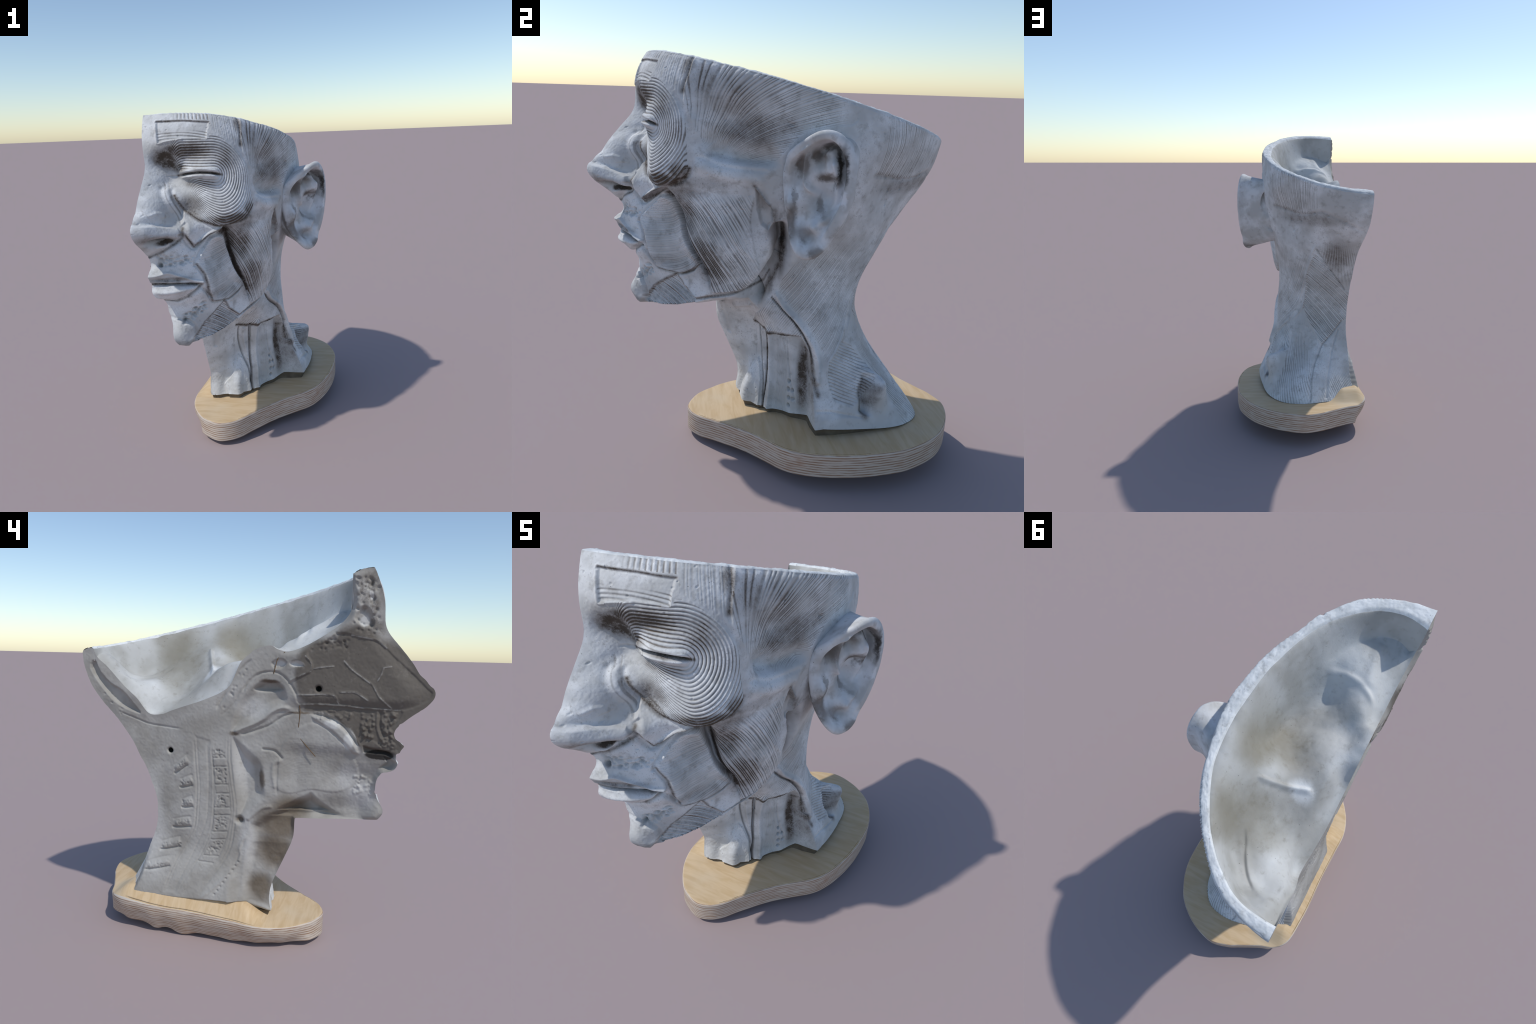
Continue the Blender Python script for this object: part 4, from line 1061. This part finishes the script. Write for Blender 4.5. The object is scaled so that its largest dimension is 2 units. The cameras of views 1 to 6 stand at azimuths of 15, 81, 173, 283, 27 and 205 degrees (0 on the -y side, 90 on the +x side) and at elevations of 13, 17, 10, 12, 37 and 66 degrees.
# the throat in front of the windpipe and the floor of the mouth lie deeper than the cut
CUT_FRONT = np.array([(.012, .20), (.007, .275), (-.006, .454), (-.027, .592), (-.040, .705), (-.151, .779), (-.222, .826), (-.298, .866), (-.366, .905), (-.41, .86), (-.47, .81), (-.55, .77), (-.55, .60), (-.6, .1)])
sd = poly_sdf(GY, GZ, CUT_FRONT)
cx = np.interp(GZ, front_edge[:, 2], cutx)
cy = np.interp(GZ, front_edge[:, 2], front_edge[:, 1])
deep = np.where(GZ < .79, cx * (1 - .9 * gauss(GZ - .67, .07)), .06)
GX += np.maximum(deep, .03) * sstep(0, .06, sd) + .008 * fbm(G3 + 4, 14, 2) * sstep(0, .03, sd)
GX += .030 * sstep(.92, .80, GZ) * sstep(-.33, -.45, GY) * sstep(-.70, -.60, GY) + .024 * sstep(1.17, 1.08, GZ) * sstep(-.15, -.30, GY)
GX -= .042 * sstep(.55, .30, GZ) * sstep(.0, .08, GY)
for y, z in ((.414, 1.070), (-.388, 1.434)): dimple(y, z, .013, .045)
GX += .0025 * fbm(G3, 12, 3) + .0008 * noise3(G3, 110)
# meet the outer skin at the outline
edge_l = np.interp(GZs, front_edge[:, 2], cutx) * (GYs < .02) * (GZs < 1.0)
w = sstep(0, .026, EDGE) ** .7
GXf = GX * w + edge_l * (1 - w)
SEC_P = world(GXf, GYs, GZs)
idx = np.full(GY.shape, -1); idx[near] = np.arange(near.sum())
a, b, c, d4 = idx[:-1, :-1], idx[:-1, 1:], idx[1:, 1:], idx[1:, :-1]
anyin = ins[:-1, :-1] | ins[:-1, 1:] | ins[1:, 1:] | ins[1:, :-1]
ok = (a >= 0) & (b >= 0) & (c >= 0) & (d4 >= 0) & anyin
SEC_F = np.stack([a[ok], d4[ok], c[ok], b[ok]], -1)
SEC_V = SEC_P[near]

# ------------------------------------------------------------------ materials of rim, cavity, section, wood
def grey_material(name, base, light, dark, stains=(), scale=6, dirty=.5, coords="yz"):
    """plaster without fibres; stains = (a, b, ra, rb, colour, strength) ellipses in y/z or x/y"""
    m, K, bsdf, co, x, y, z = start_material(name)
    big, mid, fine = K.noise(co, scale, 3), K.noise(co, 24, 4, .65), K.noise(co, 120, 3, .7)
    col = K.mix(K.smooth(.35, .65, big), base, light)
    p, q = (y, z) if coords == "yz" else (x, y)
    edge = (mid - .5) * .05
    for a, b, ra, rb, colour, s in stains:
        e = K.ellipse(p + edge, q + edge, a, b, ra, rb) * s
        col = K.mix(K.math('MINIMUM', e * (mid * .5 + .72), 1.0), col, colour)
    col = K.mix(K.smooth(.52, .74, mid) * dirty, col, dark)
    col = K.mix(K.smooth(.085, .035, K.voronoi(co, 34)) * K.smooth(.50, .62, K.noise(co, 8, 2)) * .8, col, DARK)
    finish_material(K, bsdf, col, .85, fine, .25, .003)
    return m

WHITE = rgb(.74, .76, .76)
OLIVE = rgb(.215, .198, .150)
SEPTUM_C = rgb(.118, .103, .086)
rim_mat = grey_material("sawn_plaster", rgb(.60, .62, .62), rgb(.74, .76, .76), rgb(.33, .33, .32), scale=16, dirty=.60)
cav_mat = grey_material("cavity_plaster", rgb(.38, .375, .35), rgb(.50, .505, .49), rgb(.21, .19, .15),
                        [(-.02, .05, .16, .14, OLIVE, .62), (.06, .18, .09, .14, OLIVE, .7), (-.05, .45, .20, .16, OLIVE, .60), (.04, .55, .08, .16, OLIVE, .5), (-.20, .22, .07, .05, WHITE, .9), (-.26, .60, .10, .14, WHITE, .5), (-.2, -.33, .20, .14, WHITE, .6), (-.32, -.05, .10, .2, WHITE, .5)],
                        5, .30, "xy")
def section_material():
    m, K, bsdf, co, x, y, z = start_material("section_plaster")
    big, mid, fine = K.noise(co, 6, 3), K.noise(co, 24, 4, .65), K.noise(co, 120, 3, .7)
    col = K.mix(K.smooth(.35, .65, big), rgb(.305, .290, .262), rgb(.405, .392, .365))
    edge = (mid - .5) * .022
    yy, zz = y + edge, z + edge
    def blob(a, b, ra, rb): return K.ellipse(yy, zz, a, b, ra, rb)
    def wedge(parts): 
        t = None
        for a in parts:
            e = blob(*a); t = e if t is None else K.math('MAXIMUM', t, e)
        return t
    # nasal septum, palate and upper lip: dark brown-grey; a straight lower border at the lips
    dark = wedge([(-.40, 1.50, .15, .20), (-.56, 1.53, .17, .24), (-.68, 1.47, .19, .23), (-.80, 1.44, .20, .18), (-.89, 1.43, .14, .12), (-.55, 1.34, .28, .11), (-.72, 1.27, .18, .20), (-.75, 1.16, .16, .09), (-.62, 1.24, .08, .10)])
    dark = K.smooth(.18, .55, dark)
    dark = dark * K.smooth(.0, .018, (zz - (1.205 + (y + .58) * -1.05 * .0)) + K.smooth(-.56, -.62, y) * .09 - K.smooth(-.62, -.40, y) * .105)
    col = K.mix(dark * (.80 + big * .25), col, SEPTUM_C)
    spots = wedge([(-.60, 1.90, .07, .10), (-.64, 1.72, .05, .08), (-.63, 1.82, .03, .06)])
    col = K.mix(spots * K.smooth(.35, .62, mid) * .75, col, rgb(.11, .095, .08))
    throat = wedge([(-.20, .70, .15, .13), (-.18, .55, .13, .14), (-.26, .80, .12, .08), (-.10, .33, .09, .10)])
    thr = K.smooth(.02, -.03, y + .03 + (z - .45) * .12)
    col = K.mix(K.math('MINIMUM', throat * thr * (.75 + mid * .4), 1.0), col, rgb(.155, .125, .092))
    far = 1.0
    for v in VEINS:
        n = K.node('ShaderNodeGroup')
        n.node_tree = small_group("vein", lambda k, u, w, so_far, v=v: k.math('MINIMUM', so_far, stroke_distance(k, u, w, v, so_far)))
        K.put(n.inputs[0], y); K.put(n.inputs[1], z); K.put(n.inputs[2], far)
        far = Val(K, n.outputs[0])
    col = K.mix(K.smooth(.0050, .0015, far) * K.smooth(.35, .6, mid) * .7, col, rgb(.36, .35, .32))
    white = wedge([(-.185, 1.552, .040, .022), (-.275, 1.552, .040, .018), (-.59, 1.755, .028, .03), (-.46, 1.262, .05, .028), (-.545, 1.18, .03, .05), (-.615, 1.87, .012, .025)])
    col = K.mix(K.smooth(.1, .9, white) * .65, col, rgb(.62, .62, .60))
    pale = wedge([(-.62, .90, .09, .10), (-.55, .99, .06, .10), (.55, .62, .10, .4), (-.03, .60, .05, .16), (-.05, 1.32, .10, .06), (.0, 1.00, .06, .15)])
    col = K.mix(pale * .40, col, rgb(.64, .64, .63))
    brown = wedge([(.014, .712, .028, .014), (-.105, .95, .018, .06), (.045, 1.185, .03, .012), (-.295, 1.312, .07, .008), (-.14, 1.462, .06, .012)])
    col = K.mix(brown * .8, col, rgb(.10, .07, .045))
    holes = K.math('MAXIMUM', K.smooth(.0155, .0135, K.sqrt((y - .414) * (y - .414) + (z - 1.070) * (z - 1.070))), K.smooth(.0155, .0135, K.sqrt((y + .388) * (y + .388) + (z - 1.434) * (z - 1.434))))
    col = K.mix(holes, col, rgb(.012, .016, .014))  # near-black tint deepens the shade inside the two pits
    mouth = K.smooth(.25, .6, blob(-.70, 1.118, .085, .030))
    col = K.mix(mouth * .9, col, rgb(.02, .017, .014))
    col = K.mix(K.smooth(.54, .74, mid) * .35, col, rgb(.25, .23, .20))
    col = K.mix(K.smooth(.075, .03, K.voronoi(co, 40)) * K.smooth(.52, .62, K.noise(co, 8, 2)) * .7, col, DARK)
    finish_material(K, bsdf, col, .85, fine, .25, .003)
    return m

def grid_vertex_normals(P, flip=1):
    return (grid_normals(P) * flip).reshape(-1, 3)

rim_ob = parent(new_mesh("skull_rim", RIM_P.reshape(-1, 3), grid_faces(*RIM_P.shape[:2]), rim_mat), head)
cav_ob = parent(new_mesh("skull_cavity", CP.reshape(-1, 3), CAV_FACES, cav_mat), head)
sec_mat = section_material()
fz_c = SEC_V[SEC_F].mean(1)
in_neck = fz_c[:, 2] < np.interp(fz_c[:, 1], [-.8, -.40, -.37, -.15, -.04, .06, .40, .62], [.5, .5, .91, .79, .72, 1.10, 1.20, 1.25])
secn = np.zeros((len(SEC_V), 3))
fn = np.cross(SEC_V[SEC_F[:, 1]] - SEC_V[SEC_F[:, 0]], SEC_V[SEC_F[:, 2]] - SEC_V[SEC_F[:, 0]]) + np.cross(SEC_V[SEC_F[:, 2]] - SEC_V[SEC_F[:, 0]], SEC_V[SEC_F[:, 3]] - SEC_V[SEC_F[:, 0]])
for kx in range(4): np.add.at(secn, SEC_F[:, kx], fn)
secn /= np.maximum(np.linalg.norm(secn, axis=1, keepdims=True), 1e-12)
parent(sub_mesh("head_section", SEC_V, SEC_F[~in_neck], sec_mat, secn), head)
parent(sub_mesh("neck_section", SEC_V, SEC_F[in_neck], sec_mat, secn), neck)

# threads glued across the section
def tube(name, pts, r, mat, to, n=8):
    pts = np.asarray(pts, float)
    C = catmull(pts, 8)
    T = np.gradient(C, axis=0); T /= np.linalg.norm(T, axis=1, keepdims=True)
    A = np.cross(T, [1, 0, .01]); A /= np.linalg.norm(A, axis=1, keepdims=True)
    B = np.cross(T, A)
    an = np.linspace(0, 2 * np.pi, n, endpoint=False)
    P = C[:, None] + r * (np.cos(an)[None, :, None] * A[:, None] + np.sin(an)[None, :, None] * B[:, None])
    return parent(new_mesh(name, P.reshape(-1, 3), grid_faces(len(C), n, True), mat), to)
m, K, bsdf, co, x, y, z = start_material("brown_thread")
finish_material(K, bsdf, K.mix(K.noise(co, 40), rgb(.10, .06, .03), rgb(.20, .13, .07)), .7)
thread_mat = m
for pts in ([(-.294, 1.352), (-.297, 1.304), (-.293, 1.205), (-.319, 1.163), (-.384, 1.092)], [(-.213, 1.607), (-.179, 1.576), (-.167, 1.538), (-.158, 1.501)]):
    tube("thread", [world(np.float64(-.001), np.float64(a), np.float64(b)) for a, b in pts], .0022, thread_mat, head)

# ------------------------------------------------------------------ ear: a shell on its own plane (p backwards, q up, h outwards)
EAR_O, EAR_A = np.array([.206, -.005, 1.42]), np.array([.67, .742, 0])
EAR_A /= np.linalg.norm(EAR_A)
EAR_N = np.array([EAR_A[1], -EAR_A[0], 0])
EAR_OUT = catmull([(-.030, .095), (-.005, .155), (.042, .198), (.085, .226), (.128, .252), (.162, .268), (.202, .275), (.241, .264), (.275, .234), (.298, .195), (.311, .150), (.315, .105), (.312, .045), (.303, -.016), (.285, -.075),
                   (.262, -.125), (.238, -.170), (.208, -.225), (.170, -.262), (.125, -.275), (.088, -.262), (.050, -.225), (.020, -.175), (-.004, -.110), (-.022, -.025), (-.032, .04)], 12, True)
NA, NRho = 360, 110
ang_out = resample(np.r_[EAR_OUT, EAR_OUT[:1]], NA + 1)[:-1]
cen = np.array([.150, .010])
rho = (np.linspace(0, 1, NRho) ** .85)[:, None]
Pp = cen[0] + (ang_out[None, :, 0] - cen[0]) * rho
Pq = cen[1] + (ang_out[None, :, 1] - cen[1]) * rho
e_in, _ = seg_dist(Pp, Pq, ang_out[::4], True)
back_side = sstep(.02, .10, Pp)
h = .055 * sstep(-.10, -.26, Pq) + .015 * sstep(.18, .26, Pq) * sstep(.25, .15, Pp) - .035 * sstep(.20, .33, Pp)
def eline(pts, hh, w, ends=.12):
    d, t = seg_dist(Pp, Pq, catmull(pts, 5))
    return hh * gauss(d, w) * (sstep(0, ends, t) * sstep(0, ends, 1 - t) if ends else 1)
helix = sstep(.0, .10, Pp + .35 * np.clip(Pq, 0, 1)) * sstep(-.22, -.10, Pq + .2 * (Pp - .25))
h = h + helix * .040 * sstep(.056, .034, e_in)
h = h - helix * .060 * gauss(e_in - .064, .017) * sstep(.10, .17, Pp) * sstep(-.12, -.02, Pq)
h = h + eline([(.215, .17), (.232, .125), (.242, .075), (.243, .02), (.230, -.045), (.200, -.09), (.155, -.118)], .034, .018)
h = h + eline([(.165, .19), (.185, .135), (.205, .09)], .014, .018)
h = h - .036 * gauss(np.hypot((Pp - .150) / .9, (Pq - .150)), .040)
h = h - .085 * gauss(np.hypot((Pp - .165) / 1.0, (Pq + .015) / 1.25), .052)
h = h - .034 * gauss(np.hypot((Pp - .19), (Pq - .055) / .8), .035)
h = h - .016 * gauss(np.hypot((Pp - .075) / .9, (Pq + .085)), .042)
h = h + eline([(.150, -.02), (.100, .030), (.083, .075), (.085, .125), (.105, .180), (.14, .215)], .026, .013, .2)
h = h - .030 * gauss(np.hypot((Pp - .055) / .8, (Pq - .10) / 1.6), .035)
h = h + .034 * gauss(np.hypot(Pp - .030, (Pq + .045) / 1.3), .036)
h = h + .036 * gauss(np.hypot(Pp - .150, Pq + .128), .030)
h = h - .030 * gauss(np.hypot(Pp - .125, Pq + .185), .032)
h = h + .010 * gauss(np.hypot(Pp - .11, Pq + .24), .035)
h = h + .0025 * fbm(np.stack([Pp, Pq, 0 * Pp], -1), 22, 3)
thick = .030 + .24 * sstep(.315, .13, Pp) * sstep(-.285, -.12, Pq) * sstep(.29, .22, Pq) + .03 * sstep(.25, .1, Pp)
lip = np.sqrt(np.clip(1 - (1 - np.clip(e_in / .020, 0, 1)) ** 2, 0, 1))
hf = h - .016 * (1 - lip)
hb = h - .016 - (thick - .016) * sstep(0, .05, e_in) ** .8 - .012 * lip
hb = np.minimum(hb, hf)
def ear_world(hh): return EAR_O + Pp[..., None] * EAR_A + hh[..., None] * EAR_N + Pq[..., None] * np.array([0, 0, 1.0])
EF, EB = ear_world(hf), ear_world(hb)
EV = np.concatenate([EF, EB[::-1]], 0)
ear_mat = grey_material("ear_plaster", rgb(.49, .49, .48), rgb(.68, .69, .70), rgb(.22, .19, .16),  # brown and dark ellipses under the helix and in the hollows of the ear
                        [(.105, 1.585, .035, .035, BROWN, .8), (.140, 1.495, .045, .028, BROWN, .85), (.150, 1.625, .04, .018, DARK, .7), (.185, 1.545, .018, .10, DARK, 1.0), (.050, 1.545, .026, .06, BROWN, .7), (.01, 1.30, .025, .10, BROWN, .75), (.060, 1.250, .045, .04, BROWN, .60), (.10, 1.185, .035, .03, BROWN, .6), (.02, 1.40, .012, .05, BROWN, .5), (.13, 1.37, .015, .05, BROWN, .5), (.19, 1.42, .012, .045, rgb(.75, .77, .80), .8)], 9, .35)
parent(new_mesh("ear", EV.reshape(-1, 3), grid_faces(EV.shape[0], NA, True), ear_mat), head)

# ------------------------------------------------------------------ neck foot and plywood base
foot = SKIN[0]
fl = np.c_[lateral(foot), foot[:, 1], foot[:, 2]][::4]
cen_f = np.array([.12, .22])
rings = []
for k, dz in ((1.0, 0.0), (.97, -.006), (.955, -.03), (.95, -.14)):
    r = fl.copy()
    r[:, 0] = np.maximum(cen_f[0] + (fl[:, 0] - cen_f[0]) * k, .0 if k == 1 else .012)
    r[:, 1] = cen_f[1] + (fl[:, 1] - cen_f[1]) * k
    r[:, 2] = np.maximum(fl[:, 2] + dz, .13)
    rings.append(r)
FR = np.array(rings)
# close along the cut
FRw = world(FR[..., 0], FR[..., 1], FR[..., 2])
m, K, bsdf, co, x, y, z = start_material("dark_brown_foot")
finish_material(K, bsdf, K.mix(K.noise(co, 18, 3), rgb(.045, .035, .025), rgb(.22, .18, .13)), .8)  # dark brown block between neck and board
parent(new_mesh("neck_foot", FRw.reshape(-1, 3), grid_faces(FR.shape[0], FR.shape[1], True), m), neck)

BOARD = [(-.170, -.445), (-.098, -.424), (-.040, -.376), (.016, -.300), (.130, -.165), (.225, -.078), (.318, .004), (.372, .090), (.412, .210), (.434, .335), (.438, .460), (.428, .580), (.385, .700), (.319, .800), (.200, .890), (.060, .938),
         (-.06, .915), (-.135, .880), (-.25, .825), (-.342, .790), (-.405, .715), (-.425, .560), (-.430, .428), (-.428, .300), (-.430, .194), (-.436, .03), (-.440, -.121), (-.400, -.255), (-.318, -.370), (-.245, -.422)]
bo = resample(np.r_[catmull(BOARD, 10, True), catmull(BOARD, 10, True)[:1]], 521)[:-1]
nb = np.stack([np.roll(bo, -1, 0)[:, 1] - np.roll(bo, 1, 0)[:, 1], -(np.roll(bo, -1, 0)[:, 0] - np.roll(bo, 1, 0)[:, 0])], -1)
nb /= np.linalg.norm(nb, axis=1, keepdims=True)
def board_top(x, y):
    fillet = .075 * sstep(-.45, -.345, x) * sstep(-.12, -.26, x) * sstep(-.16, 0, y) * sstep(.80, .66, y)
    return .192 + .042 * y + .045 * x + fillet
THICK = .122
med_side = sstep(-.30, -.38, bo[:, 0])
rows = []
cb = np.array([-.02, .25])
for k in np.linspace(0, .978, 90):
    xy = cb + (bo - cb) * k
    rows.append(np.c_[xy, board_top(xy[:, 0], xy[:, 1]) - .006 * sstep(.85, 1, k) * med_side])
for a in np.linspace(0, np.pi / 2, 7):
    xy = bo + nb * (-.010 + .010 * math.sin(a))
    rows.append(np.c_[xy, board_top(xy[:, 0], xy[:, 1]) - .010 * (1 - math.cos(a)) - .006 * med_side])
bump = .018 + .020 * gauss(bo[:, 1] - .50, .05) + .030 * gauss(bo[:, 1] - .33, .07) + .012 * gauss(bo[:, 1] - .05, .12)
for t in np.linspace(.05, 1, 40):
    inset = -.006 * med_side * t - .05 * med_side * t * t + .003 * np.sin(40 * bo[:, 1]) * med_side * t
    xy = bo + nb * inset[:, None]
    zt = board_top(xy[:, 0], xy[:, 1]) - .010 - .006 * med_side
    zb = .192 + .042 * xy[:, 1] + .045 * xy[:, 0] - THICK - med_side * bump + .014 * sstep(.2, -.2, xy[:, 1]) * sstep(-.15, -.35, xy[:, 0])
    rows.append(np.c_[xy, np.maximum(zt + (zb - zt) * t, 0)])
last = rows[-1]
for k in (.985, .9, .6, .3, .0):
    xy = cb + (last[:, :2] - cb) * k
    zz = last[:, 2] * .0 + np.maximum(.192 + .042 * xy[:, 1] + .045 * xy[:, 0] - THICK, 0)
    rows.append(np.c_[xy, zz + (last[:, 2] - zz) * max(0, (k - .6) / .385) ** 2])
BR = np.array(rows)
BR[..., 2] += .0012 * fbm(BR, 12, 2)
BR[..., 2] -= BR[..., 2].min() - .006

def wood_material(name, veneer):
    m, K, bsdf, co, x, y, z = start_material(name)
    depth = (y * .042 + x * .045 + .192) - z
    mp = K.node('ShaderNodeMapping'); mp.inputs['Scale'].default_value = (1.4, 9, 3); mp.inputs['Rotation'].default_value = (0, 0, -.62)
    K.put(mp.inputs['Vector'], co)
    grain, big, fine = K.noise(mp.outputs[0], 3.2, 5, .6, distort=.6), K.noise(co, 3.5, 2), K.noise(co, 90, 3, .7)
    top = K.mix(K.smooth(.30, .70, grain), rgb(.54, .38, .21), rgb(.63, .475, .295))
    top = K.mix(K.smooth(.62, .75, grain) * .35, top, rgb(.62, .36, .17))
    top = K.mix(K.smooth(.45, .7, big) * .4, top, rgb(.60, .50, .36))
    wav = K.noise(co, 9, 2)
    ph = (depth + (wav - .5) * .007) / .0135
    st = .5 - K.cos(ph * (2 * math.pi)) * .5
    mp2 = K.node('ShaderNodeMapping'); mp2.inputs['Scale'].default_value = (3, 3, 55)
    K.put(mp2.inputs['Vector'], co)
    streak = K.noise(mp2.outputs[0], 3, 4, .65)
    side = K.mix(K.smooth(.2, .8, st), rgb(.30, .19, .125), rgb(.56, .47, .38))
    side = K.mix(K.smooth(.42, .66, streak) * .85, side, rgb(.58, .52, .45))
    side = K.mix(K.smooth(.60, .78, K.noise(co, 6, 3)) * .55, side, rgb(.36, .20, .12))
    side = K.mix(K.smooth(.014, .004, depth) * .8, side, rgb(.62, .57, .50))
    col = top if veneer else side
    finish_material(K, bsdf, col, .55, streak * .6 + fine * .3, .2, .003)
    return m
base = parent(new_mesh("wooden_base", BR.reshape(-1, 3), grid_faces(BR.shape[0], BR.shape[1], True), wood_material("plywood_edge", False)), root)
base.data.materials.append(wood_material("plywood_veneer", True))
base.data.polygons.foreach_set("material_index", np.repeat((np.arange(BR.shape[0] - 1) < 92).astype(np.int32), BR.shape[1]))
